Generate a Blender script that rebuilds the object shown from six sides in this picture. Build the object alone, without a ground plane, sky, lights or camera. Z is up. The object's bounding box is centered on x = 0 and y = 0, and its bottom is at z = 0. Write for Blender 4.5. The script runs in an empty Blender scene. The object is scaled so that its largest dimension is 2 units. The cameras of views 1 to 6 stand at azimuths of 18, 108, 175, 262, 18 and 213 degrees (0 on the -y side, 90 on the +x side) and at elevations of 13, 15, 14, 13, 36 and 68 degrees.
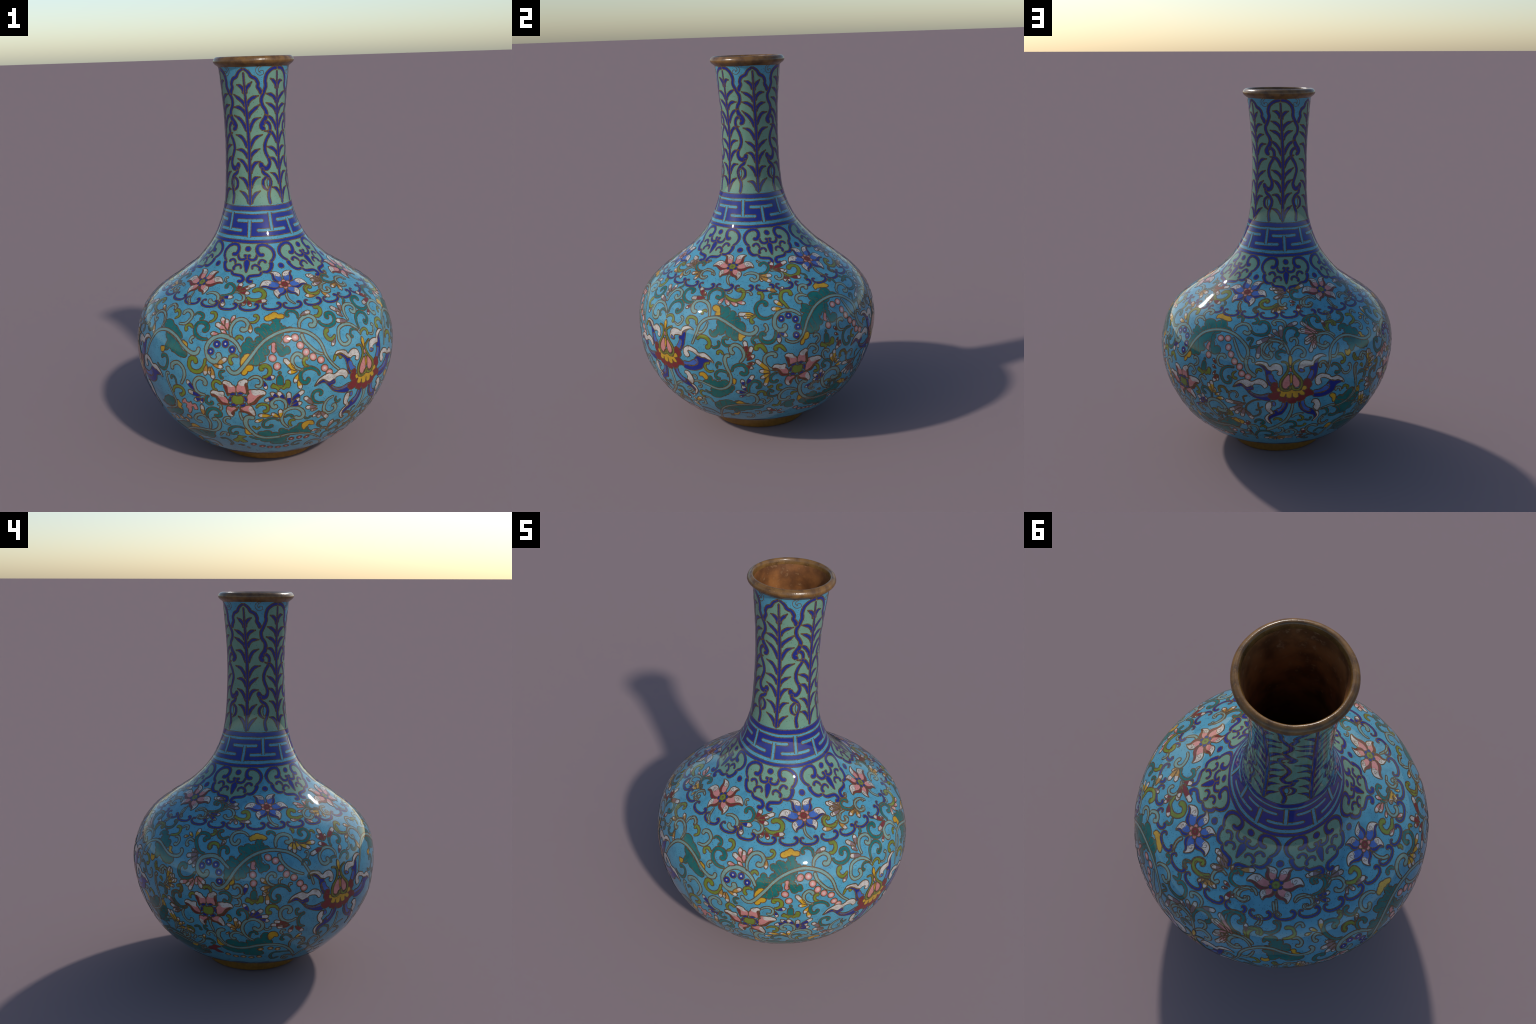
"""A tall-necked bottle vase in cloisonne enamel.

The metal body is a lathe profile.  Every enamel cell of the decoration (scroll, petal, leaf, bead,
fret bar ...) is a thin inlaid piece of its own, laid on the body and rimmed by a raised bronze wire.
Positions on the surface are written as (azimuth in degrees, height in millimetres)."""
import bpy, math, random
import numpy as np
from mathutils import Vector
from mathutils.geometry import delaunay_2d_cdt

rng = random.Random(11)

# ------------------------------------------------------------------ profile of the body
PROFILE_Z = [
    0.045, 0.075, 0.11, 0.16, 0.23, 0.31, 0.4, 0.5, 0.6, 0.7, 0.77, 0.82,
    0.86, 0.9, 0.94, 0.98, 1.02, 1.09, 1.15, 1.22, 1.3, 1.4, 1.55, 1.7,
    1.85, 1.91, 1.94, 1.957,
]
PROFILE_R = [
    0.238, 0.318, 0.3967, 0.4616, 0.529, 0.5821, 0.6247, 0.6495, 0.6568, 0.6408, 0.6116, 0.5744,
    0.5327, 0.4779, 0.4212, 0.3627, 0.3173, 0.2549, 0.2188, 0.1894, 0.1685, 0.157, 0.1504, 0.1513,
    0.1617, 0.1668, 0.1702, 0.1738,
]
LEAN_Z = [0.0, 0.2, 0.4, 0.6, 0.75, 0.85, 0.95, 1.05, 1.15, 1.3, 1.6, 2.0]
LEAN_X = [-0.0161, 0.0027, 0.002, -0.0006, -0.0025, 0.0032, 0.0031, -0.008, -0.0127, -0.0147, -0.0186, -0.0164]
LEAN_Y = [-0.0147, -0.0022, -0.0047, 0.0013, -0.0006, 0.0055, 0.0069, 0.0038, -0.0033, -0.008, -0.0075, -0.0065]
OVAL_COS = [0.0014, 0.0031, 0.0016, 0.0, -0.0004, -0.0022, 0.003, 0.003, 0.0023, 0.0017, 0.0004, -0.0004]
OVAL_SIN = [0.0064, -0.0018, -0.0013, -0.0014, -0.0006, -0.0068, 0.003, 0.0062, 0.005, 0.0015, 0.0015, -0.0005]


def natural_spline(xs, ys):
    xs, ys = np.array(xs, float), np.array(ys, float)
    n, h = len(xs), np.diff(xs)
    a, b = np.zeros((n, n)), np.zeros(n)
    a[0, 0] = a[-1, -1] = 1
    for i in range(1, n - 1):
        a[i, i - 1], a[i, i], a[i, i + 1] = h[i - 1], 2 * (h[i - 1] + h[i]), h[i]
        b[i] = 6 * ((ys[i + 1] - ys[i]) / h[i] - (ys[i] - ys[i - 1]) / h[i - 1])
    m = np.linalg.solve(a, b)

    def value(x):
        x = np.clip(np.asarray(x, float), xs[0], xs[-1])
        i = np.clip(np.searchsorted(xs, x) - 1, 0, n - 2)
        t0, t1, hh = x - xs[i], xs[i + 1] - x, h[i]
        return m[i] * t1**3 / 6 / hh + m[i + 1] * t0**3 / 6 / hh + (ys[i] / hh - m[i] * hh / 6) * t1 + (ys[i + 1] / hh - m[i + 1] * hh / 6) * t0

    return value


radius = natural_spline(PROFILE_Z, PROFILE_R)
lean_x, lean_y = natural_spline(LEAN_Z, LEAN_X), natural_spline(LEAN_Z, LEAN_Y)
oval_cos, oval_sin = natural_spline(LEAN_Z, OVAL_COS), natural_spline(LEAN_Z, OVAL_SIN)
Z_LOW, Z_SPLIT, Z_HIGH = 0.045, 1.128, 1.952

_z = np.linspace(0.03, 1.96, 3000)
_s = np.concatenate([[0], np.cumsum(np.hypot(np.diff(radius(_z)), np.diff(_z)))])


def arc(z):
    return np.interp(z, _z, _s)


def arc_to_z(s):
    return np.interp(s, _s, _z)


def surface(theta, s, h):
    """Points (and normals) at azimuth theta (radians), arc length s, lifted h metres along the normal."""
    theta, s = np.broadcast_arrays(np.asarray(theta, float), np.asarray(s, float))
    z = arc_to_z(s)
    r, slope = radius(z), (radius(z + 1e-4) - radius(z - 1e-4)) / 2e-4
    k = 1 / np.sqrt(1 + slope**2)
    rr, zz = r + oval_cos(z) * np.cos(2 * theta) + oval_sin(z) * np.sin(2 * theta) + h * k, z - h * slope * k
    return np.stack([lean_x(z) + rr * np.sin(theta), lean_y(z) - rr * np.cos(theta), zz, k * np.sin(theta), -k * np.cos(theta), -slope * k], -1)


# ------------------------------------------------------------------ materials
def srgb(c):
    return tuple((v / 255 / 12.92) if v / 255 <= 0.04045 else ((v / 255 + 0.055) / 1.055) ** 2.4 for v in c) + (1,)


def node_kit(name):
    mat = bpy.data.materials.new(name)
    mat.use_nodes = True
    nt = mat.node_tree
    return mat, nt, nt.nodes["Principled BSDF"], nt.nodes.new("ShaderNodeTexCoord")


def mix(nt, fac, a, b, mode="MIX"):
    n = nt.nodes.new("ShaderNodeMix")
    n.data_type, n.blend_type = "RGBA", mode
    for sock, v in ((n.inputs[0], fac), (n.inputs[6], a), (n.inputs[7], b)):
        if isinstance(v, bpy.types.NodeSocket):
            nt.links.new(v, sock)
        else:
            sock.default_value = v
    return n.outputs[2]


def noise(nt, co, scale, detail=3, rough=0.55):
    n = nt.nodes.new("ShaderNodeTexNoise")
    n.inputs["Scale"].default_value, n.inputs["Detail"].default_value, n.inputs["Roughness"].default_value = scale, detail, rough
    nt.links.new(co.outputs["Object"], n.inputs["Vector"])
    return n.outputs["Fac"]


def ramp(nt, fac, lo, hi, v0=0.0, v1=1.0):
    n = nt.nodes.new("ShaderNodeMapRange")
    n.interpolation_type = "SMOOTHSTEP"
    n.inputs[1].default_value, n.inputs[2].default_value, n.inputs[3].default_value, n.inputs[4].default_value = lo, hi, v0, v1
    nt.links.new(fac, n.inputs[0])
    return n.outputs[0]


def math_node(nt, op, a, b):
    n = nt.nodes.new("ShaderNodeMath")
    n.operation = op
    for sock, v in zip(n.inputs, (a, b)):
        if isinstance(v, bpy.types.NodeSocket):
            nt.links.new(v, sock)
        else:
            sock.default_value = v
    return n.outputs[0]


def pits(nt, co, scale, size, share):
    """Pin-holes of fired enamel: small dark dots, only in some cells of a Voronoi pattern."""
    v = nt.nodes.new("ShaderNodeTexVoronoi")
    v.inputs["Scale"].default_value = scale
    nt.links.new(co.outputs["Object"], v.inputs["Vector"])
    dot = ramp(nt, v.outputs["Distance"], size * 0.55, size, 1, 0)
    sep = nt.nodes.new("ShaderNodeSeparateColor")
    nt.links.new(v.outputs["Color"], sep.inputs[0])
    return math_node(nt, "MULTIPLY", dot, ramp(nt, sep.outputs[0], share, share - 0.02, 0, 1))


def enamel(name, colour, second=None, mottle=0.35, spots=0.5, dots=0.55):
    mat, nt, bsdf, co = node_kit(name)
    base = srgb(colour)
    other = srgb(second or tuple(v * 0.84 for v in colour))
    col = mix(nt, ramp(nt, noise(nt, co, 26, 4), 0.42, 0.72, 0, mottle), base, other)
    col = mix(nt, ramp(nt, noise(nt, co, 190, 2), 0.35, 0.75, 0, 0.16), col, tuple(v * 0.72 for v in base[:3]) + (1,))
    dark = (0.028, 0.030, 0.022, 1)
    col = mix(nt, math_node(nt, "MULTIPLY", pits(nt, co, 125, 0.24, dots + 0.15), spots), col, dark)
    col = mix(nt, math_node(nt, "MULTIPLY", pits(nt, co, 52, 0.12, 0.42), spots * 1.2), col, dark)
    nt.links.new(col, bsdf.inputs["Base Color"])
    bsdf.inputs["Roughness"].default_value = 0.03
    bsdf.inputs["Specular IOR Level"].default_value = 0.5
    return mat


def bronze(name, colour, dark, light, rough=0.32, metal=0.35, scale=40, stretch=(1, 1, 1), relief=0.25):
    mat, nt, bsdf, co = node_kit(name)
    mp = nt.nodes.new("ShaderNodeMapping")
    mp.inputs["Scale"].default_value = stretch
    nt.links.new(co.outputs["Object"], mp.inputs[0])

    class Wrapped:
        outputs = {"Object": mp.outputs[0]}

    col = mix(nt, ramp(nt, noise(nt, Wrapped, scale, 4), 0.35, 0.68), srgb(colour), srgb(dark))
    col = mix(nt, ramp(nt, noise(nt, Wrapped, scale * 4, 3), 0.56, 0.78, 0, 0.7), col, srgb(light))
    nt.links.new(col, bsdf.inputs["Base Color"])
    bsdf.inputs["Metallic"].default_value = metal
    bsdf.inputs["Roughness"].default_value = rough
    if not relief:
        return mat
    bump = nt.nodes.new("ShaderNodeBump")
    bump.inputs["Strength"].default_value, bump.inputs["Distance"].default_value = relief, 0.002
    nt.links.new(noise(nt, co, 160, 3), bump.inputs["Height"])
    nt.links.new(bump.outputs[0], bsdf.inputs["Normal"])
    return mat


M_GROUND = enamel("turquoise_enamel", (77, 144, 168), (62, 120, 145), mottle=0.6, spots=0.9)
M_MINT = enamel("mint_enamel", (105, 143, 125), (90, 127, 109), spots=0.6, dots=0.4)
NAVY = enamel("navy_enamel", (29, 42, 124), (22, 32, 98), spots=0.4)
MID_BLUE = enamel("cornflower_enamel", (64, 96, 164), (42, 66, 142), mottle=0.6, spots=0.5)
TEAL = enamel("teal_enamel", (24, 101, 98), (18, 76, 76), mottle=0.6, spots=0.5)
SAGE = enamel("sage_enamel", (111, 143, 137), (92, 122, 118), mottle=0.5, spots=0.5)
OLIVE = enamel("olive_enamel", (110, 125, 42), (88, 100, 38), mottle=0.5, spots=0.55)
PINK = enamel("pink_enamel", (190, 124, 120), (168, 96, 94), mottle=0.7, spots=0.6)
RED = enamel("oxblood_enamel", (114, 40, 42), (92, 32, 36), spots=0.4)
WHITE = enamel("white_enamel", (190, 184, 178), (146, 134, 124), mottle=0.85, spots=0.8, dots=0.85)
YELLOW = enamel("yellow_enamel", (188, 146, 36), (154, 114, 30), mottle=0.5, spots=0.6)
AMBER = enamel("amber_enamel", (168, 124, 56), (134, 94, 42), mottle=0.5, spots=0.55)
MAUVE = enamel("mauve_enamel", (122, 100, 102), (98, 78, 80), mottle=0.7, spots=0.55)
M_WIRE = bronze("cloison_wire", (112, 84, 48), (74, 56, 36), (142, 108, 62), rough=0.03, metal=0.0, scale=120, relief=0)
M_SHADE = bronze("painted_wire_shadow", (58, 46, 34), (42, 34, 28), (78, 60, 40), rough=0.7, metal=0.0, scale=120, relief=0)  # brown darkened to draw the shadow line along each wire's edges
M_RIM = bronze("worn_gilt_rim", (120, 86, 44), (86, 60, 34), (148, 110, 60), rough=0.24, metal=0.0, scale=26)
M_INSIDE = bronze("bare_copper_inside", (150, 98, 54), (96, 60, 34), (176, 136, 94), rough=0.4, metal=0.0, scale=11)
M_FOOT = bronze("gilt_foot", (118, 82, 30), (104, 71, 26), (134, 96, 40), rough=0.3, metal=0.0, scale=60)
PALE_PINK = enamel("pale_pink_enamel", (198, 150, 144), (178, 116, 112), mottle=0.7, spots=0.6)
PALE_RED = enamel("rose_enamel", (150, 82, 78), spots=0.3)
PALE_AMBER = enamel("straw_enamel", (180, 146, 98), spots=0.3)
HEART = {NAVY.name: (NAVY, WHITE), PINK.name: (PALE_PINK, WHITE), RED.name: (PALE_RED, WHITE), AMBER.name: (PALE_AMBER, WHITE), MAUVE.name: (PALE_PINK, WHITE)}


# ------------------------------------------------------------------ planar curves on the surface
WIRE = 0.0017          # half width of a bronze wire
SCALE = 1.68 / 1000    # one unit of stroke width, in metres


def to_surface(points):
    return np.array([(math.radians(t), float(arc(z / 1000))) for t, z in points])


def catmull(p, closed, step=0.0035):
    """Smooth curve through the points, resampled to an even step measured on the surface."""
    p = np.asarray(p, float)
    n = len(p)
    if n < 3 and not closed:
        dense = np.linspace(0, 1, 40)[:, None] * (p[-1] - p[0]) + p[0]
    else:
        out = []
        for i in range(n if closed else n - 1):
            if closed:
                a, b, c, d = p[(i - 1) % n], p[i], p[(i + 1) % n], p[(i + 2) % n]
            else:
                b, c = p[i], p[i + 1]
                a = p[i - 1] if i > 0 else 2 * b - c
                d = p[i + 2] if i + 2 < n else 2 * c - b
            t = np.linspace(0, 1, 16, endpoint=False)[:, None]
            out.append(0.5 * (2 * b + (c - a) * t + (2 * a - 5 * b + 4 * c - d) * t**2 + (3 * b - a - 3 * c + d) * t**3))
        dense = np.concatenate(out + [p[:1] if closed else p[-1:]])
    r = radius(arc_to_z(dense[:, 1]))
    d = np.diff(dense, axis=0)
    length = np.concatenate([[0], np.cumsum(np.hypot(d[:, 0] * (r[1:] + r[:-1]) / 2, d[:, 1]))])
    count = max(4 if not closed else 10, int(round(length[-1] / step)) + 1)
    at = np.linspace(0, length[-1], count)
    line = np.stack([np.interp(at, length, dense[:, k]) for k in (0, 1)], 1)
    return (line[:-1] if closed else line), length[-1]


def side_vectors(line, closed):
    r = radius(arc_to_z(line[:, 1]))
    if closed:
        d = np.roll(line, -1, 0) - np.roll(line, 1, 0)
        d[:, 0] = (d[:, 0] + math.pi) % math.tau - math.pi
    else:
        d = np.gradient(line, axis=0)
    t = np.stack([d[:, 0] * r, d[:, 1]], 1)
    t /= np.linalg.norm(t, axis=1)[:, None] + 1e-12
    return np.stack([-t[:, 1] / r, t[:, 0]], 1)  # one metre to the left, in (theta, s)


def bend(line):
    """Turning angle at every point of a line."""
    r = float(radius(arc_to_z(line[:, 1].mean())))
    d = np.diff(line * [r, 1], axis=0)
    a = np.unwrap(np.arctan2(d[:, 1], d[:, 0]))
    return np.abs(np.diff(a, prepend=a[0], append=a[-1]))


class Piece:
    """One enamel cell: vertices, faces and a material per face."""

    def __init__(self):
        self.v, self.f, self.m, self.mats, self.size = [], [], [], [], 0.0

    def slot(self, mat):
        if mat not in self.mats:
            self.mats.append(mat)
        return self.mats.index(mat)

    def grid(self, rows, mat, closed=False):
        """rows: list of point rows of equal length; mat: material or list of one per strip of quads."""
        base, w, n = sum(len(x) for x in self.v), rows[0].shape[0], len(rows)
        self.v += list(rows)
        for j in range(n - 1):
            for i in range(w if closed else w - 1):
                k = (i + 1) % w
                a, b = base + j * w, base + (j + 1) * w
                self.f.append((a + i, a + k, b + k, b + i))
                m = mat[i] if isinstance(mat, list) else mat
                self.m.append(self.slot(m))

    def mesh(self, verts, faces, mat):
        base = sum(len(x) for x in self.v)
        self.v.append(verts)
        for f in faces:
            self.f.append(tuple(base + i for i in f))
            self.m.append(self.slot(mat))


def add_wire(piece, loop, h, closed=True, half=WIRE):
    """A wire along a loop that runs anticlockwise round its cell: a flat polished top and a sloping strip in painted shadow colour on either side."""
    side = side_vectors(loop, closed)

    def row(o, hh):
        return surface(*(loop + side * o * half).T, hh)

    top = h + 0.00012
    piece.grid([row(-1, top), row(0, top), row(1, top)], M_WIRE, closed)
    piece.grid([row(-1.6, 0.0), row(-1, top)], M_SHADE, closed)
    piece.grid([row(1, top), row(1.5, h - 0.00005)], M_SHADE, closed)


def signed_area(loop):
    x, y = loop[:, 0] * float(radius(arc_to_z(loop[:, 1].mean()))), loop[:, 1]
    return 0.5 * float(np.sum(x * np.roll(y, -1) - y * np.roll(x, -1)))


PIECES = []     # (zone, kind, piece)
LEVEL = [0]


def lift(base, start, span):
    """Height of a piece above the body: as asked, or the next of a cycle of hair-thin steps."""
    if base is not None:
        return base
    LEVEL[0] += 1
    return start + span * (LEVEL[0] % 61) / 61


def place(points, turn=0.0, mirror=None):
    if mirror is not None:
        points = [(2 * mirror - t, z) for t, z in points]
    return [(t + turn, z) for t, z in points]


ZONE = ["body"]


def scroll(colour, width, *points, kind="scroll", ends=None, base=None, caps=True):
    """A ribbon of enamel along a curve, round-ended."""
    line, length = catmull(to_surface(points), False)
    half = width * SCALE / 2 - 0.0007
    t = np.linspace(0, 1, len(line))
    d = np.minimum(t, 1 - t) * length
    if ends is None:  # the tighter curled end swells into a bulb, the other one thins
        turn_rate = bend(line)
        ends = (1.22, 0.72) if turn_rate[-len(line) // 3:].sum() > turn_rate[: len(line) // 3].sum() else (0.72, 1.22)
    w = half * np.interp(t, [0, 0.1, 0.3, 0.7, 0.9, 1], [ends[1], ends[1], 1, 1, ends[0], ends[0]])
    if caps:
        w = w * np.sqrt(np.clip(1 - (1 - np.clip(d / half, 0, 1)) ** 2, 0.02, 1))
    side, h = side_vectors(line, False), lift(base, 0.00052, 0.0002)
    left, right = line + side * w[:, None], line - side * w[:, None]
    piece = Piece()
    piece.grid([surface(*right.T, h), surface(*line.T, h), surface(*left.T, h)], colour)
    if caps:
        add_wire(piece, np.concatenate([right, left[::-1]]), h)
    else:
        add_wire(piece, right, h, False)
        add_wire(piece, left[::-1], h, False)
    piece.size = length * half
    PIECES.append((ZONE[0], kind, piece))


def vein_stroke(colour, width, *points, kind="leaf_vein", base=None):
    scroll(colour, width, *points, kind=kind, ends=(0.3, 1.25), base=base)


def drop(colour, tip, *points, kind="petal", fat=0.46, base=None):
    """A pointed petal from its base to its tip; the last third is of the tip colour."""
    line, length = catmull(to_surface(points), False, 0.003)
    t = np.linspace(0, 1, len(line))
    w = np.maximum(length, 0.022) * fat * 0.5 * np.interp(t, [0, 0.12, 0.3, 0.55, 0.75, 0.9, 1], [0.12, 0.34, 0.7, 1, 0.95, 0.62, 0.06])
    w = np.clip(w, 0.0004, 0.0105)
    side, h = side_vectors(line, False), lift(base, 0.00074, 0.0001)
    left, right = line + side * w[:, None], line - side * w[:, None]
    cut = 0.5 + 0.16 * rng.random()
    mats = [tip if x > cut else colour for x in t[:-1]]
    piece = Piece()
    piece.grid([surface(*right.T, h), surface(*line.T, h), surface(*left.T, h)], mats)
    add_wire(piece, np.concatenate([right, left[::-1]]), h)
    piece.size = length * 0.008
    PIECES.append((ZONE[0], kind, piece))


def lobed(p, most=0.0045):
    """Swell every stretch of an outline between two of its points into a small lobe."""
    c, out = p.mean(0), []
    sign = 1 if signed_area(p) > 0 else -1
    r = float(radius(arc_to_z(c[1])))
    for a, b in zip(p, np.roll(p, -1, 0)):
        d = (b - a) * [r, 1]
        n = np.array([d[1], -d[0]]) * sign / (np.linalg.norm(d) + 1e-9)
        swell = min(most, 0.16 * np.linalg.norm(d))
        out += [a, (a + b) / 2 + n * swell / [r, 1]]
    return np.array(out)


def cell(colour, *points, kind="enamel_cell", base=None, wire=True):
    """A filled cell of any outline; leaves get lobes, and veins from the notches between them."""
    p = to_surface(points)
    if kind == "leaf":
        leaf_veins(p)
        p = lobed(p)
    elif kind in ("blossom_petal", "leaf_tip"):
        p = lobed(p, 0.0022)
    loop, _ = catmull(p, True, 0.003)
    if signed_area(loop) < 0:
        loop = loop[::-1].copy()
    h = lift(base, 0.00022, 0.00012)
    rc = float(radius(arc_to_z(loop[:, 1].mean())))
    flat = np.stack([loop[:, 0] * rc, loop[:, 1]], 1)
    lo, hi = flat.min(0), flat.max(0)
    gap = max(0.005, float(np.sqrt(np.prod(hi - lo) / 400)))
    gx, gy = np.meshgrid(np.arange(lo[0], hi[0], gap), np.arange(lo[1], hi[1], gap))
    pts = [Vector(p) for p in flat] + [Vector(p) for p in np.stack([gx.ravel(), gy.ravel()], 1)]
    n = len(flat)
    verts, _, faces, *_ = delaunay_2d_cdt(pts, [], [list(range(n))], 1, 1e-6)
    vv = np.array([tuple(v) for v in verts])
    piece = Piece()
    piece.mesh(surface(vv[:, 0] / rc, vv[:, 1], h), faces, colour)
    if wire:
        add_wire(piece, loop, h)
    piece.size = abs(signed_area(loop))
    PIECES.append((ZONE[0], kind, piece))


def leaf_veins(p):
    """Wires running from the outline of a leaf a third of the way towards its inner line."""
    r = float(radius(arc_to_z(p[:, 1].mean())))
    flat = p * [r, 1]
    c = flat.mean(0)
    axis = np.linalg.svd(flat - c)[2][0]
    for q in flat[1::2]:
        foot = c + axis * np.dot(q - c, axis) * 0.72
        reach = foot - q
        if np.linalg.norm(reach) < 0.014:
            continue
        a, m, b = q + reach * 0.18, q + reach * 0.5 + axis * 0.004, q + reach * rng.uniform(0.6, 0.85)
        wire_line(*[(math.degrees(x / r), float(arc_to_z(y)) * 1000) for x, y in (a, m, b)], kind="leaf_vein", base=0.00042)


def wire_line(*points, kind="leaf_vein", base=0.0009):
    line, length = catmull(to_surface(points), False)
    piece, h = Piece(), base
    side = side_vectors(line, False)
    rows = [surface(*(line + side * o).T, hh) for o, hh in ((WIRE * 0.8, 0.0), (WIRE * 0.55, h), (-WIRE * 0.55, h), (-WIRE * 0.8, 0.0))]
    piece.grid(rows[::-1], M_WIRE)
    piece.size = length * 0.001
    PIECES.append((ZONE[0], kind, piece))


def bead(colour, point, mm=13.0, heart=None, kind="bead", base=None):
    """A round cell with a paler heart, in a ring of wire."""
    (t0, s0), = to_surface([point])
    r, h = float(radius(arc_to_z(s0))), lift(base, 0.00078, 0.0001)
    a = np.linspace(0, math.tau, 24, endpoint=False)
    wob = 1 + 0.04 * np.sin(2 * a + rng.random() * 6)

    def ring(k, hh):
        return surface(t0 + np.cos(a) * k * wob * mm / 1000 / r, s0 + np.sin(a) * k * wob * mm / 1000, hh)

    piece = Piece()
    piece.grid([ring(0.94, h), ring(0.58, h + 0.0001)], colour, True)
    if heart:
        piece.grid([ring(0.58, h + 0.0001), ring(0.27, h + 0.00014)], heart[0], True)
        piece.grid([ring(0.27, h + 0.00014), ring(0.02, h + 0.00016)], heart[1], True)
    else:
        piece.grid([ring(0.58, h + 0.0001), ring(0.02, h + 0.00016)], colour, True)
    loop = np.stack([t0 + np.cos(a) * wob * mm / 1000 / r, s0 + np.sin(a) * wob * mm / 1000], 1)
    add_wire(piece, loop, h, half=WIRE)
    piece.size = (mm / 1000) ** 2
    PIECES.append((ZONE[0], kind, piece))



# ------------------------------------------------------------------ neck: plantain leaves
def twist(z):
    """The neck leaves lean a few degrees towards their tips."""
    t = min(1, max(0, (z - 1660) / 270))
    return -4.5 * t * t * (3 - 2 * t)


def on_neck(points, axis, flip=1, jitter=0.0):
    return [(axis + flip * t + twist(z) + jitter * rng.uniform(-1, 1), z + jitter * 2 * rng.uniform(-1, 1)) for t, z in points]


def ring_band(colour, z0, z1, kind, wired=True, h=0.0004):
    a = np.linspace(0, math.tau, 360, endpoint=False)
    piece = Piece()
    rows = max(2, int((z1 - z0) / 8) + 2)
    levels = [h, *[h] * rows]
    zs = np.linspace(z0, z1, rows + 1) / 1000
    wob = 0.0006 * (np.sin(5 * a + z0) + np.sin(11 * a + z1))
    rws = [surface(a, arc(z) + (wob if j in (0, rows) else 0), levels[j]) for j, z in enumerate(zs)]
    piece.grid(rws, colour, True)
    if wired:
        for z, flip in ((zs[0], 1), (zs[-1], -1)):
            loop = np.stack([a, arc(z) + wob], 1)
            add_wire(piece, loop, h)
    piece.size = z1 - z0
    PIECES.append((ZONE[0], kind, piece))


ZONE[0] = "neck"
POINTED, ROUNDED = (4.6, 121.0, 244.6), (62.5, 181.5, 307.0)
ring_band(M_MINT, 1296, 1800, "leaf_field", wired=False, h=0.0002)
POINTED_TIP = [(28.5, 1800), (28.5, 1822), (26, 1841), (22.5, 1857), (23.5, 1873), (19.5, 1895), (12.5, 1906), (8, 1926), (0, 1943)]
TOP_CURVE = [(60, 1943), (50, 1938), (41, 1916), (37.5, 1885), (38, 1860), (33, 1828), (28, 1800), (29.5, 1771), (34.5, 1751), (36, 1729), (33, 1706), (29, 1690), (26.5, 1675), (29, 1663), (32, 1667)]
MID_CURVE = [(31, 1690), (38, 1688), (43, 1668), (41, 1637), (34, 1606), (31, 1573), (33, 1545), (37.5, 1518), (39, 1494), (34.5, 1473), (27, 1473), (22.5, 1488), (25, 1497)]
LOW_CURVE = [(24, 1478), (26, 1452), (34, 1435), (39, 1406), (36, 1370), (33, 1340), (35, 1297)]
SIDE_LOOP = [(31, 1433), (24, 1412), (24.5, 1383), (32, 1362)]
for axis in POINTED:
    tip = POINTED_TIP + [(-t, z) for t, z in POINTED_TIP[-2::-1]]
    cell(M_MINT, *on_neck(tip, axis), kind="leaf_field", base=0.00025, wire=False)
for axis in ROUNDED:
    tip = [(60 - t, z) for t, z in TOP_CURVE[:7]]
    cell(M_MINT, *on_neck([(32, 1790)] + tip[::-1] + [(-t, z) for t, z in tip[1:]] + [(-32, 1790)], axis), kind="leaf_field", base=0.00025, wire=False)
for k, axis in enumerate(POINTED):
    outline = [(-t, z) for t, z in POINTED_TIP[1:]][:-1]
    for flip in (1, -1):
        rise = [p for p in POINTED_TIP[1:]]
        scroll(NAVY, 9.5, *on_neck(rise, axis, flip), kind="leaf_edge")
        for curve, width, bulb in ((TOP_CURVE, 10, 1.6), (MID_CURVE, 9.5, 1.6), (LOW_CURVE, 9.5, 1.0)):
            span = ((ROUNDED[k] if flip > 0 else ROUNDED[k - 1] - (360 if k == 0 else 0)) - axis) * flip
            scroll(NAVY, width, *on_neck([(t * span / 60, z) for t, z in curve], axis, flip, 0.5), kind="leaf_edge", ends=(bulb, 1.0))
        scroll(NAVY, 8.5, *on_neck(SIDE_LOOP, axis, flip), kind="leaf_edge", ends=(0.5, 0.8))
        cell(M_GROUND, *on_neck([(32.5, 1424), (30.5, 1400), (32.5, 1375), (36, 1385), (37.5, 1405), (35.5, 1422)], axis, flip), kind="eye", base=0.00046)
VEINS = [(1902, 1916, 9), (1848, 1876, 14), (1786, 1817, 21), (1735, 1768, 23), (1661, 1718, 25), (1588, 1640, 25), (1535, 1568, 22), (1466, 1514, 21), (1392, 1438, 19), (1322, 1365, 19)]
for axis in POINTED + ROUNDED:
    pointed = axis in POINTED
    scroll(NAVY, 9, *on_neck([(0, 1925 if pointed else 1930), (0, 1800), (0.6, 1600), (0.3, 1440), (0, 1297)], axis, 1, 0.3), kind="midrib", ends=(1.0, 0.6), base=0.0011)
    for flip in (1, -1):
        for z0, z1, reach in VEINS:
            if z0 > 1890 and pointed:
                continue
            j0, j1 = rng.uniform(-7, 7), rng.uniform(-9, 9)
            if not pointed:
                j0, j1 = j0 + 12, j1 + 10
            if z1 + j1 > 1920:
                continue
            reach_now = reach * rng.uniform(0.95, 1.14)
            path = [(0.8, z0 + j0 - 18), (reach_now * 0.16, z0 + j0), (reach_now * 0.5, z0 + (z1 - z0) * 0.66 + j0), (reach_now, z1 + j1)]
            vein_stroke(NAVY, 10, *on_neck(path, axis, flip))
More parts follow.
